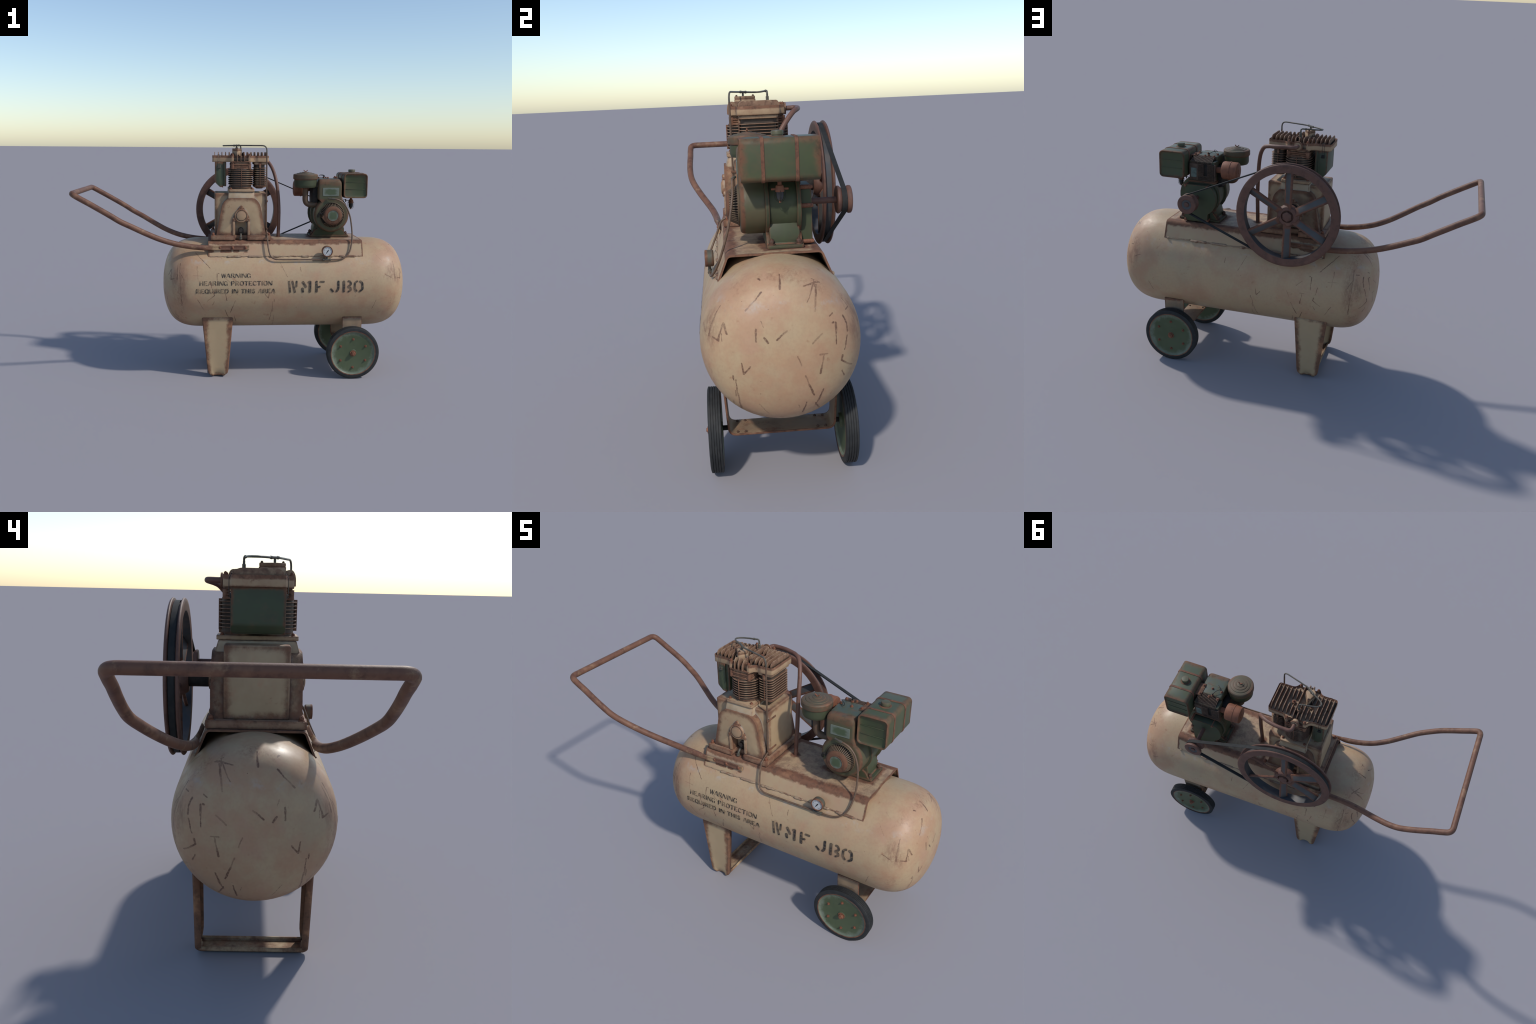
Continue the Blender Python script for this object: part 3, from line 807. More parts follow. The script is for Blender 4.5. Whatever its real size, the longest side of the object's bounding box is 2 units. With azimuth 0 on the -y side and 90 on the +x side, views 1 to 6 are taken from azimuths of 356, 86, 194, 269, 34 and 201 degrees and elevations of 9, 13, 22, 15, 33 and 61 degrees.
# solidify by hand: inner skin
def thicken(o, t):
    b = bmesh.new(); b.from_mesh(o.data)
    b.normal_update()
    c = Vector((0, 0, 0.6))
    up = sum(1 for f in b.faces if f.normal.dot(f.calc_center_median() - Vector((f.calc_center_median().x, 0, c.z))) > 0)
    if up < len(b.faces) / 2: bmesh.ops.reverse_faces(b, faces=b.faces[:])
    b.normal_update()
    bmesh.ops.solidify(b, geom=b.faces[:], thickness=t)
    bmesh.ops.recalc_face_normals(b, faces=b.faces[:])
    b.to_mesh(o.data); b.free()
    o.data.polygons.foreach_set("use_smooth", [True] * len(o.data.polygons))
    o.data.set_sharp_from_angle(angle=math.radians(35))
thicken(SADDLE, 0.007)

for side in (-1, 1):       # irregular weld beads along the lower edges
    bm = new(); path, rad = [], []
    x = -.208
    while x < .692:
        g = mnoise.noise(Vector((x * 9, side * 3, 0)))
        f = mnoise.noise(Vector((x * 55, side, 4)))
        path.append((x, side * (.2055 + .0012 * f), .7475 - .002 * f))
        rad.append(max(.0022, .0050 + .0022 * f + (.0025 if g > .05 else -.0022)))
        x += .0045
    tube(bm, path, .005, 8, rad, [(0.9, 1.0)] * len(path))
    obj("weld_bead", bm, M_WELD, SADDLE, smooth=60)

# ------------------------------------------------------------------ front leg (folded channel in a U)
bm = new()
half = fillet([(0, -.2115, .378), (0, -.2045, .004), (0, 0, .004)], [0, .022, 0], 6)
dense = []
for a, b in zip(half, half[1:]):
    k = max(1, int((b - a).length / .018))
    dense += [a.lerp(b, i / k) for i in range(k)]
dense.append(half[-1])
full = [(p.y, p.z) for p in dense] + [(-p.y, p.z) for p in reversed(dense[:-1])]
frames = []
for i, (y, z) in enumerate(full):
    a = Vector(full[max(i - 1, 0)]); b = Vector(full[min(i + 1, len(full) - 1)])
    d = (b - a).normalized(); inn = Vector((-d.y, d.x))
    if inn.dot(Vector((-y, .2 - z))) < 0: inn = -inn
    t = min(max((.372 - z) / .345, 0), 1)
    hw = .0915 + (.060 - .0915) * t
    if z < .03: hw = .042 + (.060 - .042) * max(0, (z - .008) / .022)
    cx = -.1655 + .0025 * t
    ridge = .004 * t * t if z > .045 else .004 + .013 * (1 - max(0, z - .006) / .039)
    fl = .023 if z > .05 else .017 + .006 * max(0, (z - .01) / .04)
    ridge *= 1.15
    if z < .01: ridge *= max(.04, min(1, (abs(y) - .180) / .02))
    prof_ = [(-hw + .002, fl), (-hw, .004), (-hw + .004, 0)]
    for q in range(-5, 6):
        u = q / 5
        prof_.append((u * hw * .72, ridge * math.cos(u * pi / 2) ** 0.8))
    prof_ += [(hw - .005, 0), (hw, .004), (hw - .002, fl)]
    frames.append([(cx + w, y + inn.x * dd, z + inn.y * dd) for w, dd in prof_])
sweep_section(bm, frames)
for f in bm.faces: f.normal_update()
bmesh.ops.recalc_face_normals(bm, faces=bm.faces[:])
LEG = obj("front_leg", bm, M_LEG)
sol = LEG.modifiers.new("Solidify", "SOLIDIFY"); sol.thickness = .005; sol.offset = 0

# ------------------------------------------------------------------ axle bracket (strap in a U) and wheels
bm = new()
path = fillet([(0, -.2095, .372), (0, -.197, .158), (0, .197, .158), (0, .2095, .372)], .030, 7)
sweep_section(bm, [[(x, p.y, p.z) for x in (.597, .63, .68, .716)] for p in path])
BR = obj("axle_bracket", bm, M_BRACKET)
sol = BR.modifiers.new("Solidify", "SOLIDIFY"); sol.thickness = .007; sol.offset = 0
bv = BR.modifiers.new("Bevel", "BEVEL"); bv.width = .002; bv.segments = 2
for sy in (-1, 1):
    for y in (.165, .135):
        for x in (.612, .700):
            bolt(BOLT_T, (x, sy * y, .1605), "+z", BR)
            bolt(BOLT_T, (x, sy * y, .1555), "-z", BR)
bm = new()
for sy in (-1, 1):
    lathe(bm, [(0, sy * .193), (.0095, sy * .193), (.0095, sy * .262), (0, sy * .262)], "y", (.656, 0, .1605), 20)
obj("axle", bm, M_DARK, BR)

TY = [(.1365, -.024), (.150, -.0245), (.1560, -.0225)]
for k in range(5):
    c = -.018 + .009 * k
    TY += [(.1588, c - .0034), (.1590, c + .0030)]
    if k < 4: TY += [(.1560, c + .0036), (.1560, c + .0050)]
TY += [(.1560, .0225), (.150, .0245), (.1365, .024)]
bm = new(); lathe(bm, TY, "y", (0, 0, 0), 64, close=True); TYRE = to_mesh(bm, "tyre", M_RUBBER, 40)
bm = new()
lathe(bm, [(0, .0175), (.020, .0175), (.022, .0160), (.118, .0165), (.127, .0185), (.1325, .0235), (.1375, .0245), (.1385, .0225),
           (.1385, -.0225), (.1375, -.0245), (.1325, -.0235), (.125, -.0165), (.03, -.0165), (.026, -.026), (0, -.026)], "y", (0, 0, 0), 64)
DISC = to_mesh(bm, "wheel_disc", M_DISC, 30)
HUB = hex_bolt_mesh("hub_nut", .0125, .016)
for sy in (-1, 1):
    W = add("wheel", TYRE, None, (.6565, sy * .247, .1592), (0, 0, 0 if sy > 0 else pi))
    W["label"] = "solid rubber tyre"
    D = add("wheel_disc", DISC, W)
    o = add("hub_nut", HUB, W, (0, .0165, -.002), ROT["+y"])
    for k in range(6):
        a = pi / 2 + k * pi / 3
        bolt(BOLT_S, (.088 * math.cos(a), .0160, .088 * math.sin(a) - .002), "+y", W)

# ------------------------------------------------------------------ push handle
half = [(.024, -.1925, .7995), (-.10, -.1935, .7995), (-.197, -.198, .7995), (-.255, -.201, .801), (-.333, -.208, .810), (-.416, -.223, .828), (-.497, -.251, .857), (-.576, -.286, .896),
        (-.653, -.318, .938), (-.715, -.334, .970), (-.772, -.340, 1.006), (-.835, -.340, 1.043), (-.887, -.338, 1.073), (-.925, -.338, 1.094)]
pts = catmull(half, 4)
corner = fillet([(-.925, -.338, 1.094), (-.9835, -.336, 1.127), (-.9835, 0, 1.127)], .058, 8)
line = pts + corner[1:]
path = line[:-1] + [Vector((p.x, -p.y, p.z)) for p in reversed(line)]
sq = []
for p in path:   # ends pressed flat where they are bolted on
    t = min(max((p.x + .27) / .09, 0), 1); t = t * t * (3 - 2 * t)
    sq.append((1 - .12 * t, 1 - .70 * t))
bm = new()
# lean the flattened part parallel to the sloping saddle side
tube(bm, path, .0163, 16, None, sq)
for v in bm.verts:
    if v.co.x > -.27:
        t = min(max((v.co.x + .27) / .07, 0), 1)
        v.co.y += math.copysign((.7995 - v.co.z) * .40 * t, v.co.y)
HANDLE = obj("push_handle", bm, M_HANDLE, smooth=50)
for sy in (-1, 1):
    for x in (-.150, -.075, .002):
        o = add("bolt", BOLT_R, HANDLE, (x, sy * .1960, .8005), (sy * -(pi / 2 - .38), 0, 0))

# ------------------------------------------------------------------ crankcase of the pump
bm = new()
notch = lambda s: [(-.058, s), (-.058, s * .76), (.015, s * .76), (.015, s)]
out = [(-.205, -.172)] + notch(-.172) + [(.156, -.172), (.156, .172)] + notch(.172)[::-1] + [(-.205, .172)]
prism(bm, out, "z", .8395, .868, .003, 2)
BASE = obj("pump_base", bm, M_BASE)
for x, y in ((-.190, -.154), (.143, -.154), (-.190, .154), (.143, .154)):
    bolt(BOLT_M, (x, y, .868), "+z", BASE)

bm = new()
prism(bm, [(-.180, -.112), (.136, -.112), (.136, .112), (-.180, .112)], "z", .866, 1.118, .008, 3)
CRANK = obj("crankcase", bm, M_CREAM)
for s in (-1, 1):
    bm = new()
    tp = round_poly([(-.172, .866), (-.058, .866), (-.058, .955), (.015, .955), (.015, .866), (.128, .866), (.090, 1.060), (.058, 1.092), (-.100, 1.092), (-.134, 1.060)],
                    [.001, .001, .001, .001, .001, .001, .03, .02, .02, .03], 5)
    t = bmesh.new()
    prism(t, tp, "y", s * .108, s * .158, .007, 3, 1.0, 40)
    for v in t.verts:      # the face leans back towards the top and the sides taper
        if abs(v.co.y) > .12:
            k = max(0, (v.co.z - .97) / .12)
            v.co.y -= s * .003 * k
    merge(bm, t)
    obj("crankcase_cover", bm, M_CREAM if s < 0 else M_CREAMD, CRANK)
    bm = new()
    for x0, x1 in ((-.075, -.0585), (.0155, .031)):
        box(bm, x0, x1, min(s * .112, s * .1635), max(s * .112, s * .1635), .8685, .957, .003)
    obj("guide_rib", bm, M_RIB, CRANK)
# neck and flange under the cylinder
bm = new()
t = bmesh.new()
prism(t, [(-.097, -.134), (.056, -.134), (.056, .134), (-.097, .134)], "z", 1.082, 1.127, .003, 2)
for v in t.verts:
    k = max(0, (1.127 - v.co.z) / .045)
    v.co.y *= 1 + .10 * k; v.co.x += (.004 if v.co.x > -.02 else -.004) * k
merge(bm, t)
obj("crankcase_neck", bm, M_NECK, CRANK)
bm = new()
prism(bm, rrect(-.097, .058, -.141, .141, .010), "z", 1.1275, 1.143, .0025)
lathe(bm, [(.062, 1.142), (.062, 1.156), (.0, 1.156)], "z", (-.0205, -.058, 0), 32)
lathe(bm, [(.062, 1.142), (.062, 1.1565), (.0, 1.1565)], "z", (-.0205, .058, 0), 32)
FLANGE = obj("cylinder_flange", bm, M_PUMP, CRANK)
for x in (-.084, .044):
    for y in (-.122, .122):
        bolt(BOLT_S, (x, y, 1.143), "+z", CRANK)
# bearing cover with three ears
for s in (-1, 1):
    bm = new()
    lathe(bm, [(.0, .150), (.0415, .150), (.0415, .1650), (.0385, .1690), (.0325, .1690), (.0308, .1655), (.0298, .1655), (.028, .1715), (.020, .1740), (0, .175)], "y", (-.022, 0, .988), 40)
    for a in (90, 208, 332):
        ca, sa = math.cos(math.radians(a)), math.sin(math.radians(a))
        pa = Vector((-.022 + .050 * ca, .988 + .050 * sa))
        tdir = Vector((-sa, ca)); rd = Vector((ca, sa))
        ear = [pa + rd * .0100 * math.cos(q) + tdir * .0105 * math.sin(q) for q in [pi * i / 8 - pi / 2 for i in range(9)]]
        ear += [pa - rd * .012 + tdir * .022, pa - rd * .012 - tdir * .022]
        prism(bm, [tuple(p) for p in ear], "y", .150, .1655, .0015)
        lathe(bm, [(0, .165), (.0050, .165), (.0046, .1675), (0, .168)], "y", (pa.x, 0, pa.y), 12)
    if s < 0:
        bmesh.ops.transform(bm, matrix=Matrix.Scale(-1, 4, (0, 1, 0)), verts=bm.verts[:])
    obj("bearing_cover", bm, M_RIB, CRANK)
# oil plug and drain in the recess (front), plain plug behind
bm = new()
lathe(bm, [(0, -.105), (.016, -.105), (.016, -.122), (.012, -.124), (.012, -.136), (0, -.137)], "y", (-.023, 0, .897), 24)
prism(bm, rrect(-.039, -.007, .868, .900, .004), "y", -.106, -.118, .002)
obj("oil_plug", bm, flat_mat("oily_metal", (0.055, 0.042, 0.032), (0.10, 0.07, 0.05), 0.5), CRANK)
bm = new()
tube(bm, catmull([(-.023, -.112, .878), (-.023, -.135, .878), (-.024, -.150, .868), (-.025, -.157, .856)], 4), .0058, 12)
lathe(bm, [(0, .845), (.009, .845), (.009, .857), (0, .857)], "z", (-.025, -.158, 0), 16)
obj("drain_pipe", bm, M_STEEL, CRANK)
bm = new()
box(bm, -.0575, .0145, -.1305, .1305, .8395, .864, .001)
obj("recess_floor", bm, M_BASE, CRANK)
# brackets that hold the air line on the +x wall
bm = new()
for z in (1.072, .904):
    box(bm, .134, .1395, -.128, -.050, z - .005, z + .005, .002)
obj("line_bracket", bm, M_CREAM, CRANK)

# ------------------------------------------------------------------ cylinders and fins
def stadium(cx, hx, hy, n=9):
    out = []
    for i in range(n):
        a = pi * i / (n - 1)
        out.append((cx + hx * math.cos(a), hy - hx + (hx) * math.sin(a)))
    for i in range(n):
        a = pi + pi * i / (n - 1)
        out.append((cx + hx * math.cos(a), -(hy - hx) + hx * math.sin(a)))
    return out


bm = new()
prism(bm, stadium(-.0205, .0625, .1255, 13), "z", 1.150, 1.268, .0)
CYL = obj("cylinder_block", bm, worn_paint("dark_core_casting", (0.060, 0.045, 0.034), (0.085, 0.058, 0.042), 0.004, 0.3, dust_amt=0, stain=(0.05, 0.032, 0.025)), smooth=40)
FZ = [1.2555 - i * .01235 for i in range(8)]
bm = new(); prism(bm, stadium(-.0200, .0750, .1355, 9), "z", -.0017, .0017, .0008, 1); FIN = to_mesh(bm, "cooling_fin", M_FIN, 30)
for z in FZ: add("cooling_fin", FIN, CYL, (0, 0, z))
bm = new()
for s in (-1, 1):
    box(bm, -.0222, -.0190, min(s * .12, s * .1368), max(s * .12, s * .1368), 1.158, 1.264, .0008)
prism(bm, rrect(-.083, .038, -.1215, .1215, .010), "z", 1.3035, 1.3095, .0015)
for z0, z1, g in ((1.2625, 1.272, .002), (1.2735, 1.282, 0.0), (1.2835, 1.292, .003), (1.2925, 1.3045, -.001)):
    prism(bm, rrect(-.082 - g, .036 + g, -.117 - g, .117 + g, .012), "z", z0, z1, .002)
for x in (-.073, .028):
    for s in (-1, 1):
        lathe(bm, [(0, 1.262), (.0095, 1.262), (.0105, 1.266), (.0105, 1.296), (0, 1.296)], "z", (x, s * .111, 0), 16)
obj("cylinder_deck", bm, M_PUMP, CYL)
# second (narrow) finned cylinder
bm = new()
prism(bm, rrect(.063, .124, -.074, .074, .02), "z", 1.150, 1.296, 0)
lathe(bm, [(0, 1.141), (.020, 1.141), (.030, 1.152), (.032, 1.166), (0, 1.166)], "z", (.0945, 0, 0), 14)
CYL2 = obj("small_cylinder", bm, CYL.data.materials[0], smooth=40)
bm = new(); prism(bm, rrect(.0535, .1345, -.084, .084, .024, 5), "z", -.0017, .0017, .0008, 1); FIN2 = to_mesh(bm, "narrow_cooling_fin", M_FIN, 30)
for z in [1.267 - i * .01275 for i in range(9)]: add("narrow_cooling_fin", FIN2, CYL2, (0, 0, z))
bm = new()
for s in (-1, 1):
    box(bm, .0925, .0955, min(s * .07, s * .0855), max(s * .07, s * .0855), 1.160, 1.268, .0008)
    box(bm, .088, .100, min(s * .07, s * .0860), max(s * .07, s * .0860), 1.266, 1.297, .001)
prism(bm, rrect(.056, .137, -.083, .083, .012), "z", 1.288, 1.3035, .002)
prism(bm, rrect(.058, .131, -.078, .078, .02), "z", 1.152, 1.160, .002)
obj("small_cylinder_frame", bm, M_PUMP, CYL2)

# ------------------------------------------------------------------ cylinder head
def ogee_outline():
    q = []
    right = [(.147, .0), (.147, .080), (.143, .088), (.135, .091), (.075, .091), (.060, .093), (.051, .098), (.044, .106), (.039, .114), (.035, .120), (.021, .120), (.018, .106)]
    mid = [(-.063, .106), (-.066, .120), (-.080, .120), (-.084, .114), (-.089, .106), (-.096, .098), (-.105, .093), (-.118, .091), (-.182, .091), (-.190, .088), (-.194, .080), (-.194, 0)]
    top = right + mid
    return top + [(x, -y) for x, y in reversed(top[1:-1])]


bm = new()
t = bmesh.new()
lo_hi = ogee_outline()
prism(t, lo_hi, "z", 1.3035, 1.342, 0)
t.faces.ensure_lookup_table()
topf = max(t.faces, key=lambda f: f.calc_center_median().z)
bmesh.ops.inset_region(t, faces=[topf], thickness=.0085, use_even_offset=True)
topf = max((f for f in t.faces if len(f.verts) > 20), key=lambda f: f.calc_center_median().z)
bmesh.ops.translate(t, verts=topf.verts[:], vec=(0, 0, -.014))
bevel(t, .0025, 2, 50)
merge(bm, t)
HEAD = obj("cylinder_head", bm, M_PUMP, smooth=40)


def fin_profile(y0, y1, z0, ztop, r0=(.026, .019), r1=(.026, .019)):
    """outline (y,z) of a cast fin with rounded shoulders"""
    p = [(y0, z0), (y1, z0)]
    for i in range(9):
        a = pi / 2 * i / 8
        p.append((y1 - r1[0] + r1[0] * math.cos(a), ztop - r1[1] + r1[1] * math.sin(a)))
    for i in range(9):
        a = pi / 2 + pi / 2 * i / 8
        p.append((y0 + r0[0] + r0[0] * math.cos(a), ztop - r0[1] + r0[1] * math.sin(a)))
    return p


FX = [-.179 + .0222 * i for i in range(15)]
for i, x in enumerate(FX):
    spans = [(-.0815, .0815)]
    if i in (6, 7, 8): spans = [(-.128, .104)]
    elif i in (5, 9): spans = [(-.086, -.018), (.024, .086)]
    elif i in (4, 10): spans = [(-.084, -.016), (.020, .084)]
    elif i in (3,): spans = [(-.0815, .0815)]
    if i == 6: spans = [(-.128, -.088), (.002, .104)]
    if i == 7: spans = [(-.128, -.086), (.006, .036), (.066, .104)]
    bm = new()
    for a, b in spans:
        z0 = 1.318
        zt = 1.3625
        w = min(.028, (b - a) * .45)
        q0 = (.042, .044) if a < -.12 and b - a > .1 else (min(.036, w), .036) if a < -.12 else (w, .019)
        q1 = (min(.03, w), .024) if b > .1 else (w, .019)
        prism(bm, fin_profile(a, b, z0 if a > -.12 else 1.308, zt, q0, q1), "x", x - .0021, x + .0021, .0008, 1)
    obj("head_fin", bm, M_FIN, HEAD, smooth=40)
bm = new()   # bolt posts and bosses
for x in (-.073, .028):
    for s in (-1, 1):
        lathe(bm, [(0, 1.300), (.0088, 1.300), (.0082, 1.345), (0, 1.345)], "z", (x, s * .112, 0), 16)
    lathe(bm, [(0, 1.322), (.014, 1.322), (.012, 1.343), (0, 1.343)], "z", (x, .004, 0), 16)
lathe(bm, [(0, 1.32), (.016, 1.32), (.014, 1.352), (.013, 1.358), (0, 1.358)], "z", (-.018, .051, 0), 20)
obj("bolt_boss", bm, M_PUMP, HEAD)
for x in (-.073, .028):
    for y in (-.112, .112, .004):
        bolt(BOLT_S, (x, y, 1.3435), "+z", HEAD)
# breather cover: three-cornered box with lid
tri_ = [(-.043, -.098), (-.014, -.056), (-.049, .006), (-.077, -.060)]
bm = new()
prism(bm, round_poly(tri_, .012, 4), "z", 1.322, 1.371, .001)
shr = lambda k: [(-.046 + (x + .046) * k, -.052 + (y + .052) * k) for x, y in tri_]
prism(bm, round_poly(shr(.96), .012, 4), "z", 1.3705, 1.3725, 0)
prism(bm, round_poly(shr(.98), .012, 4), "z", 1.3725, 1.384, .002)
BREATH = obj("breather_box", bm, M_PUMP, HEAD)
for x, y in ((-.043, -.083), (-.049, -.010)):
    bolt(BOLT_T, (x, y, 1.3835), "+z", HEAD)
# outlet port at the back
bm = new()
lathe(bm, [(0, .105), (.019, .105), (.019, .122), (.026, .123), (.026, .130), (.018, .131), (0, .131)], "y", (-.023, 0, 1.324), 28)
obj("outlet_flange", bm, M_PUMP, HEAD)

# green intake box with wire clips
bm = new()
pr = round_poly([(-.178, 1.3035), (-.178, 1.182), (-.148, 1.153), (-.133, 1.153), (-.133, 1.3035)], [.001, .008, .008, .002, .001], 4)
t = bmesh.new(); prism(t, [(x, z) for x, z in pr], "y", -.090, .090, .004, 2); merge(bm, t)
t = bmesh.new(); prism(t, round_poly([(-.1295, 1.3035), (-.1295, 1.158), (-.110, 1.158), (-.110, 1.3035)], .003), "y", -.085, .085, .003); merge(bm, t)
t = bmesh.new(); box(t, -.1335, -.129, -.0925, .0925, 1.1505, 1.3035, .001); merge(bm, t)
IBOX = obj("intake_box", bm, worn_paint("intake_box_green", (0.054, 0.070, 0.038), (0.050, 0.059, 0.035), 0.011, 0.30, stain=(0.105, 0.070, 0.042), dust_amt=0.1, rough=0.5, grain=0.12, wear=0.85, mask=box_edge((-.144, 0, 1.228), (.034, .090, .077), 0.024, 0.003), soft=0.2))
for s in (-1, 1):
    bm = new()
    box(bm, -.162, -.144, min(s * .089, s * .0945), max(s * .089, s * .0945), 1.266, 1.283, .0012)
    tube(bm, fillet([(-.160, s * .097, 1.276), (-.160, s * .0975, 1.330), (-.160, s * .088, 1.346), (-.148, s * .088, 1.346), (-.148, s * .0975, 1.330), (-.148, s * .097, 1.276)], .004, 3), .0010, 6)
    tube(bm, [(-.163, s * .098, 1.272), (-.141, s * .098, 1.272)], .0014, 6)
    obj("wire_clip", bm, M_STEEL if s < 0 else M_BLACK, IBOX)

# ------------------------------------------------------------------ air lines
bm = new()
p = fillet([(.1315, -.1195, .892), (.1315, -.1195, 1.402), (-.030, -.068, 1.402), (-.062, -.0415, 1.401)], [0, .030, .05, 0], 7)
p2 = catmull([(-.062, -.0415, 1.401), (-.100, -.020, 1.4005), (-.124, .000, 1.400), (-.124, .020, 1.400), (-.100, .034, 1.401), (-.062, .043, 1.402), (-.040, .047, 1.402)], 6)
p3 = fillet([(-.040, .047, 1.402), (-.0175, .051, 1.403), (-.0175, .051, 1.358)], .014, 5)
full = p + p2[1:] + p3[1:]
k0 = 2
tube(bm, full, .0040, 10)
LINE = obj("unloader_line", bm, M_STEEL, smooth=50)
bm = new()
tube(bm, [(.1315, -.1195, .885), (.1315, -.1195, 1.36)], .0044, 10)
for z in (1.072, .904):
    lathe(bm, [(0, z - .009), (.0058, z - .009), (.0058, z + .009), (0, z + .009)], "z", (.1315, -.1195, 0), 12)
obj("riser_tube", bm, M_TUBE, LINE)
bm = new()
lathe(bm, [(0, 1.356), (.0075, 1.356), (.0075, 1.378), (.005, 1.381), (.005, 1.39), (0, 1.39)], "z", (-.0175, .051, 0), 6)
d = Vector((-.032, .0265, 0)).normalized()
for q in (Vector((-.034, -.064, 1.402)), Vector((-.062, -.0415, 1.401)), Vector((-.044, .0465, 1.402))):
    dd = d if q.y < 0 else Vector((1, .18, 0)).normalized()
    tube(bm, [q - dd * .004, q + dd * .004], .0060, 8)
tube(bm, [(-.034, -.064, 1.402), (-.062, -.0415, 1.401)], .0050, 8)
tube(bm, [(-.047, -.054, 1.402), (-.047, -.054, 1.380)], .0045, 8)
obj("line_fitting", bm, M_STEEL, LINE)
# from the riser down the saddle side, past the gauge and up to the engine
bm = new()
low = [(.1315, -.1195, .900), (.1320, -.123, .892), (.1325, -.150, .880), (.1330, -.178, .866), (.134, -.190, .845), (.139, -.210, .795), (.150, -.228, .756), (.172, -.236, .738), (.205, -.238, .734), (.30, -.237, .733),
       (.40, -.2365, .7325), (.475, -.236, .732), (.530, -.234, .731), (.568, -.231, .733), (.600, -.224, .745), (.626, -.211, .770), (.641, -.194, .810), (.649, -.175, .865), (.647, -.157, .925), (.638, -.144, .985),
       (.617, -.135, 1.038), (.588, -.132, 1.070), (.560, -.131, 1.083), (.545, -.130, 1.0855)]
tube(bm, catmull(low, 6), .0046, 10)
LOW = obj("pressure_line", bm, M_TUBE, smooth=50)
bm = new()
tube(bm, [(.530, -.1275, 1.087), (.548, -.1305, 1.0855)], .0066, 10)
tube(bm, [(.505, -.120, 1.089), (.532, -.128, 1.087)], .0048, 10)
for x in (.468, .506):
    tube(bm, [(x - .005, -.236, .732), (x + .005, -.236, .732)], .0078, 8)
tube(bm, [(.470, -.236, .732), (.504, -.236, .732)], .0062, 8)
tube(bm, [(.488, -.236, .732), (.488, -.236, .755)], .0058, 8)
obj("line_fitting", bm, M_STEEL, LOW)

# discharge pipe from head to saddle
bm = new()
pp = [(-.023, .120, 1.324)] + fillet([(-.023, .132, 1.324), (-.021, .178, 1.325), (.060, .176, 1.323), (.120, .160, 1.318)], [0, .026, .03, 0], 6)
pp += catmull([(.120, .160, 1.318), (.152, .142, 1.308), (.176, .115, 1.278), (.194, .085, 1.235), (.2085, .052, 1.170), (.217, .030, 1.090), (.221, .019, 1.010), (.220, .013, .93), (.2175, .010, .838)], 6)[1:]
tube(bm, pp, .0108, 16)
obj("discharge_pipe", bm, M_PIPE, smooth=50)

# ------------------------------------------------------------------ pressure gauge
bm = new()
lathe(bm, [(0, -.218), (.028, -.218), (.0315, -.222), (.0325, -.246), (.0325, -.250), (.0295, -.2515), (.0275, -.250), (.0265, -.2475), (0, -.2475)], "y", (.488, 0, .783), 40)
GA = obj("pressure_gauge", bm, M_GAUGE)
bm = new(); lathe(bm, [(0, -.2482), (.0264, -.2482), (.0264, -.2479), (0, -.2479)], "y", (.488, 0, .783), 32)
obj("gauge_dial", bm, M_WHITE, GA)
bm = new()
nd = Vector((.55, .83)); nn = Vector((-.83, .55))
c = Vector((.4885, .782))
pt = lambda a, b: tuple(c + nd * a + nn * b)
prism(bm, [pt(.016, 0), pt(.004, .0032), pt(-.003, .0022), pt(-.016, .0008), pt(-.016, -.0008), pt(-.003, -.0022), pt(.004, -.0032)], "y", -.2493, -.2485, 0)
for k in range(22):
    a = math.radians(-60 + 300 * k / 21)
    u = Vector((math.cos(a), math.sin(a))); v = Vector((-u.y, u.x))
    r0, r1, w = (.0195, .0235, .0005) if k % 3 else (.0180, .0235, .0007)
    q = lambda r, s_: (.488 + u.x * r + v.x * s_, .783 + u.y * r + v.y * s_)
    prism(bm, [q(r0, -w), q(r1, -w), q(r1, w), q(r0, w)], "y", -.2487, -.2484, 0)
obj("gauge_needle", bm, M_BLACK, GA, smooth=0, kind="stuff")

# ------------------------------------------------------------------ flywheel
FC = Vector((-.023, .275, .987))
bm = new()
pf = [(.2335, -.0240), (.262, -.0255), (.273, -.0250), (.2770, -.0215), (.2775, -.0185), (.2755, -.0155), (.2600, -.0112), (.2600, .0112), (.2755, .0155), (.2775, .0185), (.2770, .0215), (.273, .0250), (.262, .0255), (.2335, .0240)]
mt = [0] * len(pf); mt[-1] = 1; mt[6] = 1
lathe(bm, pf, "y", FC, 72, mats=mt, close=True)
FLY = obj("flywheel", bm, [M_WHEELRUST, M_RIMIN], smooth=40)
# pitched flat spokes
bm = new()
pitch = math.radians(28)
t = bmesh.new()
L0, L1 = .040, .236
prism(t, [(L0, -.021), (L1, -.0245), (L1, .0245), (L0, .021)], "z", -.0065, .0065, .003, 2)
# local x = radial, local y = blade width, local z = normal
for v in t.verts: pass
for k in range(6):
    th = pi / 2 + k * pi / 3
    r = Vector((math.cos(th), 0, math.sin(th))); tg = Vector((-math.sin(th), 0, math.cos(th)))
    w = tg * math.cos(pitch) + Vector((0, 1, 0)) * math.sin(pitch)
    nrm = r.cross(w)
    M = Matrix(((r.x, w.x, nrm.x, FC.x), (r.y, w.y, nrm.y, FC.y + .004), (r.z, w.z, nrm.z, FC.z), (0, 0, 0, 1)))
    if k == 0: SP = to_mesh(t, "spoke", M_SPOKE, 30)
    o = add("spoke", SP, FLY); o.matrix_world = M
bm = new()
lathe(bm, [(0, -.034), (.048, -.034), (.052, -.030), (.058, -.020), (.060, -.010), (.057, .006), (.050, .014), (.034, .016), (.031, .012), (.031, .006), (0, .006)], "y", FC, 40)
obj("flywheel_hub", bm, M_WHEELRUST, FLY, smooth=40)
bm = new(); prism(bm, circle(0, 0, .0270, 6, pi / 6), "z", 0, .018, .0025, 2)
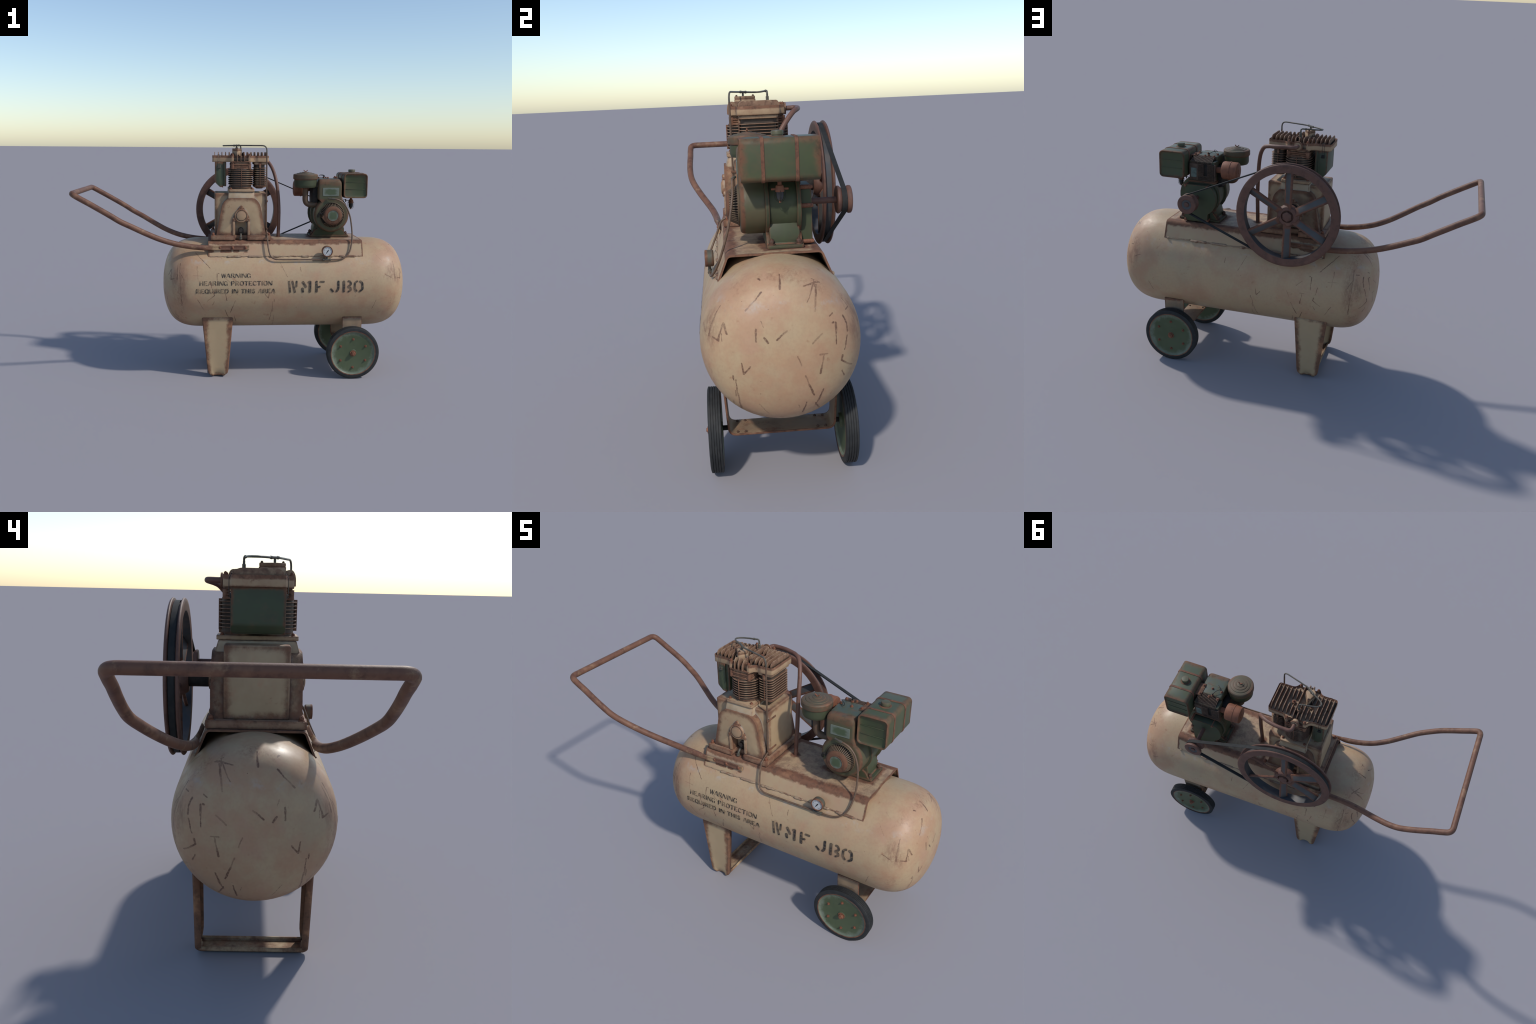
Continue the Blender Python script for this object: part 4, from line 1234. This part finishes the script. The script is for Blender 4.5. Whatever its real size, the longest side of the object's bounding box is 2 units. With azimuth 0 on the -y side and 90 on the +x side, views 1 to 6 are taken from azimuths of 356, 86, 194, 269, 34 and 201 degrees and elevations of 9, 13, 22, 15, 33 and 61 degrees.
o = obj("hub_nut", bm, M_WHEELRUST, FLY, loc=(FC.x, FC.y + .006, FC.z), rot=ROT["+y"])
bm = new(); lathe(bm, [(0, .160), (.031, .160), (.031, .250), (0, .250)], "y", (FC.x, 0, FC.z), 28)
obj("crankshaft", bm, M_DARK, FLY)

# engine pulley
PC = Vector((.534, .2765, .988))
bm = new()
lathe(bm, [(0, -.024), (.030, -.026), (.048, -.0265), (.0515, -.024), (.0525, -.020), (.0510, -.015), (.0425, -.006), (.0425, .006), (.0510, .015), (.0525, .020), (.0515, .0265), (.048, .029), (.030, .0285), (.026, .024), (.014, .022), (0, .022)], "y", PC, 48)
PUL = obj("engine_pulley", bm, M_WHEELRUST, smooth=40)
bm = new(); lathe(bm, [(.0142, .0225), (.026, .0246), (.0255, .0238), (.0145, .0218)], "y", PC, 32, close=True)
lathe(bm, [(.0142, .0226), (.0270, .0256), (.0270, .0246), (.0142, .0216)], "y", PC, 32, close=True)
obj("pulley_recess", bm, M_RIMIN, PUL)
bm = new(); lathe(bm, [(0, .020), (.0125, .020), (.0125, .0265), (.010, .028), (0, .028)], "y", PC, 20)
lathe(bm, [(.012, -.135), (.012, -.02), (0, -.02)], "y", PC, 20)
obj("engine_shaft", bm, M_WHEELRUST, PUL)

# V belt
r1, r2 = .2655, .0470
c1, c2 = Vector((FC.x, FC.z)), Vector((PC.x, PC.z))
D = (c2 - c1).length; base = math.atan2((c2 - c1).y, (c2 - c1).x)
al = math.acos((r1 - r2) / D)
loop = []
n1, n2 = 60, 18
for i in range(n1 + 1):
    a = base + al + (2 * pi - 2 * al) * i / n1
    loop.append((c1.x + r1 * math.cos(a), c1.y + r1 * math.sin(a), a))
for i in range(n2 + 1):
    a = base - al + 2 * al * i / n2
    loop.append((c2.x + r2 * math.cos(a), c2.y + r2 * math.sin(a), a))
bm = new(); rings = []
yb = .2758
for x, z, a in loop:
    o_ = Vector((math.cos(a), 0, math.sin(a)))
    p = Vector((x, yb, z))
    rings.append([bm.verts.new(p + o_ * q[0] + Vector((0, q[1], 0))) for q in ((.0032, -.0098), (.0032, .0098), (-.0032, .0070), (-.0032, -.0070))])
for i in range(len(rings)):
    A, B = rings[i], rings[(i + 1) % len(rings)]
    for k in range(4):
        bm.faces.new((A[k], A[(k + 1) % 4], B[(k + 1) % 4], B[k]))
obj("drive_belt", bm, M_BELT, smooth=40)

# ------------------------------------------------------------------ petrol engine
EX, EZ = .533, .987
bm = new()
prism(bm, round_poly([(.413, -.022), (.657, -.022), (.657, .112), (.413, .112)], .006), "z", .8395, .852, .002)
EB = obj("engine_foot", bm, M_GREEND)
for x in (.428, .641):
    for y in (-.004, .094):
        bolt(BOLT_D, (x, y, .852), "+z", EB)


def crank_outline(r, foot, zlow, flare=.0):
    pts = []
    for i in range(25):
        a = math.radians(-52 + 284 * i / 24)
        pts.append((EX + r * math.cos(a), EZ + r * math.sin(a)))
    pts += [(EX - foot, EZ - r * .86), (EX - foot, .885), (EX - foot - flare, zlow), (EX + foot + flare, zlow), (EX + foot, .885), (EX + foot, EZ - r * .86)]
    return pts


bm = new()
prism(bm, crank_outline(.108, .078, .850, .030), "y", -.012, .108, .004, 2, 1.0, 25)
ENG = obj("engine_crankcase", bm, M_GREEND, smooth=40)
bm = new()
for y0, y1 in ((-.0215, -.0075), (.092, .1065)):
    prism(bm, crank_outline(.119, .088, .850, .022), "y", y0, y1, .003, 2, 1.0, 25)
prism(bm, [(EX - .098, .851), (EX + .101, .851), (EX + .099, .890), (EX + .086, .932), (EX - .086, .932), (EX - .097, .890)], "y", -.010, .100, .004)
obj("crankcase_flange", bm, M_GREEND, ENG, smooth=40)
# side cover at the pulley end
cov = [(.607, .846), (.607, 1.040), (.596, 1.057), (.470, 1.057), (.448, 1.046), (.434, 1.026), (.426, 1.000), (.425, .970), (.431, .940), (.443, .917), (.458, .902), (.472, .893), (.474, .846)]
bm = new()
prism(bm, round_poly(cov, .006, 3), "y", .106, .149, .004, 2, 1.0, 25)
COV = obj("engine_side_cover", bm, M_GREEND, ENG, smooth=40)
for x, z in ((.476, 1.049), (.604, 1.051), (.607, .984), (.604, .852), (.477, .853)):
    bm = new()
    lathe(bm, [(0, .108), (.0085, .108), (.0085, .146), (.0072, .148), (.0072, .154), (0, .155)], "y", (x, 0, z), 14)
    obj("cover_bolt", bm, M_BOLT, ENG)
# cylinder with fins behind the shroud
bm = new()
box(bm, .444, .594, .045, .1075, 1.058, 1.184, .003)
box(bm, .440, .600, .040, .112, 1.062, 1.074, .002)
EH = obj("engine_cylinder", bm, M_GREEND, ENG)
FINE = make_rust("engine_fin_rust", 60, (0.05, 0.032, 0.024), (0.085, 0.052, 0.036), (0.13, 0.078, 0.05))
bm = new()
pf = round_poly([(.044, 1.170), (.1135, 1.170), (.1125, 1.181), (.076, 1.2035), (.044, 1.2035)], [.001, .002, .004, .018, .001], 5)
for k in range(17):
    x = .462 + k * .0074
    prism(bm, pf, "x", x, x + .0030, 0)
obj("engine_head_fins", bm, FINE, EH, kind="stuff", smooth=30)
bm = new()
box(bm, .462, .584, .044, .098, 1.172, 1.190, .002)
box(bm, .447, .540, .100, .1085, 1.078, 1.172, .001)  # near-black panel modelled for the dark of the slot between fin columns
obj("engine_head_core", bm, M_DARK, EH)
bm = new()
for k in range(17):
    z = 1.0795 + k * .0054
    if k < 5: spans = [(.447, .540)]
    else: spans = [(.447, .487), (.507, .540)]
    for a, b in spans:
        box(bm, a, b, .100, .1175, z, z + .0026, .0)
box(bm, .5405, .592, .095, .1165, 1.078, 1.170, .003)
box(bm, .440, .446, .095, .1165, 1.078, 1.172, .002)
obj("engine_cylinder_fins", bm, FINE, EH, kind="stuff", smooth=30)
bm = new(); prism(bm, rrect(.549, .582, 1.094, 1.146, .003), "y", .1160, .1178, .0006)
obj("engine_label", bm, flat_mat("label_grey_green", (0.13, 0.17, 0.15), (0.07, 0.095, 0.075), 0.5, 40), EH)

# blower shroud: round housing below, box above
so = []
R = .1075
for i in range(27):
    a = math.radians(-230 + 280 * i / 26)      # from upper left, round the bottom, to upper right
    so.append((EX + R * math.cos(a), EZ + R * math.sin(a)))
so += [(.6005, 1.088), (.5935, 1.108), (.5930, 1.204), (.4475, 1.204), (.4475, 1.108), (.4465, 1.086)]
rr = [0] * 27 + [.02, .015, .030, .024, .015, .02]
so = round_poly(so, rr, 5)
bm = new()
t = bmesh.new()
lo = [t.verts.new((x, -.022, z)) for x, z in so]
def ring(y, k, dz=0.0):
    return [t.verts.new((EX + (x - EX) * k, y, 1.0 + (z - 1.0) * (k if z > 1.0 else k) - dz)) for x, z in so]
rg = [lo, ring(-.085, 1.0), ring(-.099, .985), ring(-.107, .955), ring(-.1105, .91), ring(-.1115, .84)]
for A, B in zip(rg, rg[1:]):
    for k in range(len(A)):
        k2 = (k + 1) % len(A)
        t.faces.new((A[k], A[k2], B[k2], B[k]))
t.faces.new(rg[-1]); t.faces.new(lo[::-1])
merge(bm, t)
SHR = obj("blower_shroud", bm, M_SHROUD, smooth=50)
bm = new()   # flat top over the engine
box(bm, .452, .590, -.075, .046, 1.150, 1.2035, .008, 3)
obj("shroud_top", bm, M_SHROUD, SHR)
bm = new()   # tank bracket on the top
box(bm, .566, .612, -.016, .070, 1.2020, 1.2068, .002)
box(bm, .597, .604, -.016, .070, 1.150, 1.2060, .002)
obj("tank_bracket", bm, M_GREEN_S, SHR)
for x, y, z in ((.467, .058, 1.202), (.520, .058, 1.202), (.504, .044, 1.204), (.523, .0, 1.2035), (.465, .005, 1.2035), (.575, -.001, 1.2068), (.576, .057, 1.2068)):
    bolt(BOLT_S, (x, y, z), "+z", SHR)
bm = new()
tube(bm, catmull([(.504, .044, 1.214), (.500, .034, 1.217), (.490, .018, 1.222), (.475, .006, 1.224), (.467, .004, 1.222), (.474, -.004, 1.225), (.488, -.016, 1.226), (.497, -.022, 1.222), (.496, -.026, 1.215), (.488, -.020, 1.212), (.478, -.004, 1.211), (.468, .004, 1.211)], 5), .0016, 6)
tube(bm, [(.504, .044, 1.206), (.504, .044, 1.222)], .0035, 8)
obj("ignition_wire", bm, M_BLACK, SHR)
bm = new()   # label frame
t = bmesh.new(); prism(t, rrect(.475, .5735, 1.102, 1.152, .003), "y", -.1075, -.1135, .001, 1); merge(bm, t)
obj("name_plate", bm, M_PLATE, SHR)

# recoil starter
bm = new()
lathe(bm, [(.0, -.109), (.077, -.109), (.077, -.1155), (.0735, -.1185), (.0715, -.1160), (.0715, -.112), (0, -.112)], "y", (EX, 0, EZ), 56)
REC = obj("recoil_starter", bm, M_SHROUD, smooth=40)
bm = new(); lathe(bm, [(0, -.111), (.068, -.111), (.068, -.1135), (.050, -.140), (0, -.140)], "y", (EX, 0, EZ), 40)
obj("starter_inner", bm, M_DARK, REC)
bm = new()
lathe(bm, [(0, -.138), (.0535, -.138), (.056, -.144), (.0555, -.152), (.051, -.1565), (.040, -.1585), (.0355, -.1585), (.0345, -.1600), (.0325, -.1600), (.0320, -.1570), (0, -.1570)], "y", (EX, 0, EZ), 48)
# tear-drop spout for the pull cord
prism(bm, round_poly([(EX - .054, EZ + .006), (EX - .068, EZ - .012), (EX - .044, EZ - .040), (EX - .020, EZ - .052)], .006), "y", -.120, -.1535, .004)
obj("starter_cover", bm, M_SHROUD, REC, smooth=40)
bm = new(); lathe(bm, [(0, -.1585), (.026, -.1582), (.0322, -.1575), (.0322, -.156), (0, -.156)], "y", (EX, 0, EZ), 36)
obj("starter_cap", bm, M_DIAL, REC)
bm = new()
for k in range(44):
    a = 2 * pi * k / 44
    if 3.35 < a < 3.95: continue
    u = Vector((math.cos(a), 0, math.sin(a))); v = Vector((-math.sin(a), 0, math.cos(a)))
    c0 = Vector((EX, 0, EZ))
    prof_ = [(.0535, -.1500), (.0575, -.1475), (.0725, -.1165), (.0685, -.1145)]
    w = .0020
    A = [bm.verts.new(c0 + u * r + v * w + Vector((0, y, 0))) for r, y in prof_]
    B = [bm.verts.new(c0 + u * r - v * w + Vector((0, y, 0))) for r, y in prof_]
    bm.faces.new(A); bm.faces.new(B[::-1])
    for i in range(4):
        bm.faces.new((A[i], A[(i + 1) % 4], B[(i + 1) % 4], B[i]))
obj("starter_slats", bm, make_rust("slat_paint", 50, (0.09, 0.062, 0.042), (0.125, 0.085, 0.055), (0.15, 0.115, 0.075)), REC, kind="stuff", smooth=30)
bm = new()   # pull-cord grip
tube(bm, catmull([(.470, -.132, .992), (.458, -.133, 1.000), (.450, -.132, .996), (.446, -.130, .984), (.447, -.128, .975)], 4), .0050, 8, None, None)
obj("pull_grip", bm, M_DARK, REC)

# fuel tank
bm = new()
oc = rrect(.6045, .7505, 1.089, 1.238, .021, 5)
t = bmesh.new()
def fr(y, k):
    cx, cz = .6775, 1.1635
    return [t.verts.new((cx + (x - cx) * k, y, cz + (z - cz) * k)) for x, z in oc]
rg = [fr(-.097, .860), fr(-.0985, .895), fr(-.1045, .925), fr(-.1060, .945), fr(-.1060, .975), fr(-.1030, 1.0), fr(.1630, 1.0), fr(.1660, .975), fr(.1660, .945), fr(.1645, .925), fr(.1585, .895), fr(.157, .860)]
for A, B in zip(rg, rg[1:]):
    for k in range(len(A)):
        k2 = (k + 1) % len(A); t.faces.new((A[k], A[k2], B[k2], B[k]))
t.faces.new(rg[0][::-1]); t.faces.new(rg[-1])
merge(bm, t)
for s, y in ((-1, -.0970), (1, .157)):
    for z in (1.186, 1.143):
        box(bm, .619, .736, min(y, y + s * .0022), max(y, y + s * .0022), z - .0018, z + .0018, .0008)
FUEL = obj("fuel_tank", bm, M_GREEN, smooth=40)
for y in (-.030, .086):
    bm = new()
    oc1 = rrect(.6020, .7530, 1.0865, 1.2405, .0235, 6)
    prism(bm, oc1, "y", y - .0062, y + .0062, .001, 1, 1.0, 40)
    obj("tank_strap", bm, worn_paint("strap_paint", (0.10, 0.075, 0.048), (0.12, 0.070, 0.042), 0.006, 0.7, stain=(0.15, 0.07, 0.042), dust_amt=0, scale=1.5), FUEL)
bm = new()
lathe(bm, [(.030, 1.236), (.028, 1.2395), (.020, 1.2405), (.0195, 1.244), (.0215, 1.2445), (.0215, 1.256), (.020, 1.2585), (.008, 1.2600), (0, 1.2600)], "z", (.677, .028, 0), 32)
obj("filler_cap", bm, M_GREEN_S, FUEL, smooth=40)
# sediment bowl
bm = new()
lathe(bm, [(0, 1.090), (.0075, 1.090), (.0075, 1.073), (.013, 1.070), (.0155, 1.060), (.0165, 1.050), (.0150, 1.048), (0, 1.048)], "z", (.678, .029, 0), 20)
tube(bm, [(.678, -.001, 1.058), (.678, .060, 1.058)], .0042, 8)
lathe(bm, [(0, 1.010), (.004, 1.010), (.004, 1.017), (0, 1.018)], "z", (.678, .029, 0), 10)
obj("fuel_filter_head", bm, M_MUFF, FUEL)
bm = new(); lathe(bm, [(0, 1.018), (.008, 1.018), (.0125, 1.026), (.0142, 1.036), (.0142, 1.048), (0, 1.048)], "z", (.678, .029, 0), 20)
obj("sediment_bowl", bm, M_GLASS, FUEL)
bm = new()
for ax in (0, 1):
    pts_ = []
    for i in range(13):
        a = pi + pi * i / 12
        u, z = .0195 * math.cos(a), 1.034 + .022 * math.sin(a)
        pts_.append((.678 + (u if ax == 0 else 0), .029 + (u if ax else 0), z))
    pts_ = [Vector((pts_[0][0], pts_[0][1], 1.055))] + pts_ + [Vector((pts_[-1][0], pts_[-1][1], 1.055))]
    tube(bm, pts_, .0009, 6)
tube(bm, catmull([(.672, .029, 1.062), (.655, .030, 1.064), (.640, .034, 1.069), (.628, .040, 1.066), (.615, .048, 1.06)], 4), .0018, 6)
tube(bm, [(.645, .032, 1.056), (.645, .032, 1.074)], .0034, 8)
obj("filter_bail", bm, M_BLACK, FUEL)

# air cleaner
bm = new()
lathe(bm, [(0, 1.2465), (.016, 1.2460), (.021, 1.2445), (.0225, 1.2420), (.034, 1.2425), (.0385, 1.2410), (.040, 1.2385), (.050, 1.2385), (.0545, 1.2370), (.056, 1.2345), (.064, 1.2342), (.0715, 1.2322), (.0752, 1.2275), (.0755, 1.2060), (.0735, 1.2015), (.0690, 1.2005), (0, 1.2005)], "z", (.3745, -.062, 0), 48)
AC = obj("air_cleaner", bm, worn_paint("air_cleaner_lid", (0.080, 0.072, 0.044), (0.105, 0.070, 0.043), 0.010, 0.5, stain=(0.14, 0.07, 0.042), dust=(0.12, 0.15, 0.13), dust_amt=0.35, scale=1.4), smooth=30)
bm = new()
lathe(bm, [(0, 1.2005), (.0690, 1.2005), (.0695, 1.168), (.0685, 1.160), (.0640, 1.152), (.030, 1.148), (0, 1.148)], "z", (.3745, -.062, 0), 48)
obj("air_cleaner_bowl", bm, M_GREEND, AC, smooth=40)
bm = new()
lathe(bm, [(0, 1.2440), (.006, 1.2440), (.005, 1.2500), (0, 1.2510)], "z", (.3745, -.062, 0), 12)
for s in (-1, 1):
    prism(bm, round_poly([(.3745 + s * .002, 1.246), (.3745 + s * .0125, 1.2525), (.3745 + s * .0125, 1.2590), (.3745 + s * .004, 1.2525)], .002), "y", -.0645, -.0595, .0012)
obj("wing_nut", bm, M_BOLT, AC)
bm = new()
tube(bm, fillet([(.3745, -.062, 1.152), (.3745, -.062, 1.046), (.450, -.058, 1.046)], .045, 9), .0172, 18)
obj("intake_elbow", bm, worn_paint("elbow_paint", (0.072, 0.062, 0.040), (0.095, 0.060, 0.038), 0.010, 0.4, dust_amt=0, stain=(0.13, 0.065, 0.04)), AC)
bm = new()
box(bm, .418, .452, -.070, .06, 1.035, 1.15, .004)
obj("carburettor", bm, M_DARK, AC)
# muffler
bm = new()
lathe(bm, [(0, .314), (.012, .314), (.014, .3165), (.040, .317), (.0475, .3205), (.0500, .328), (.0500, .358), (.0520, .3595), (.0520, .3665), (.0500, .368), (.0500, .400), (.0470, .4065), (.040, .4085), (0, .4085)], "x", (0, .072, 1.139), 36)
MU = obj("muffler", bm, M_MUFF, smooth=40)
bm = new()
lathe(bm, [(0, .400), (.0165, .400), (.0165, .455), (0, .455)], "x", (0, .074, 1.136), 20)
obj("exhaust_pipe", bm, M_MUFF, MU)
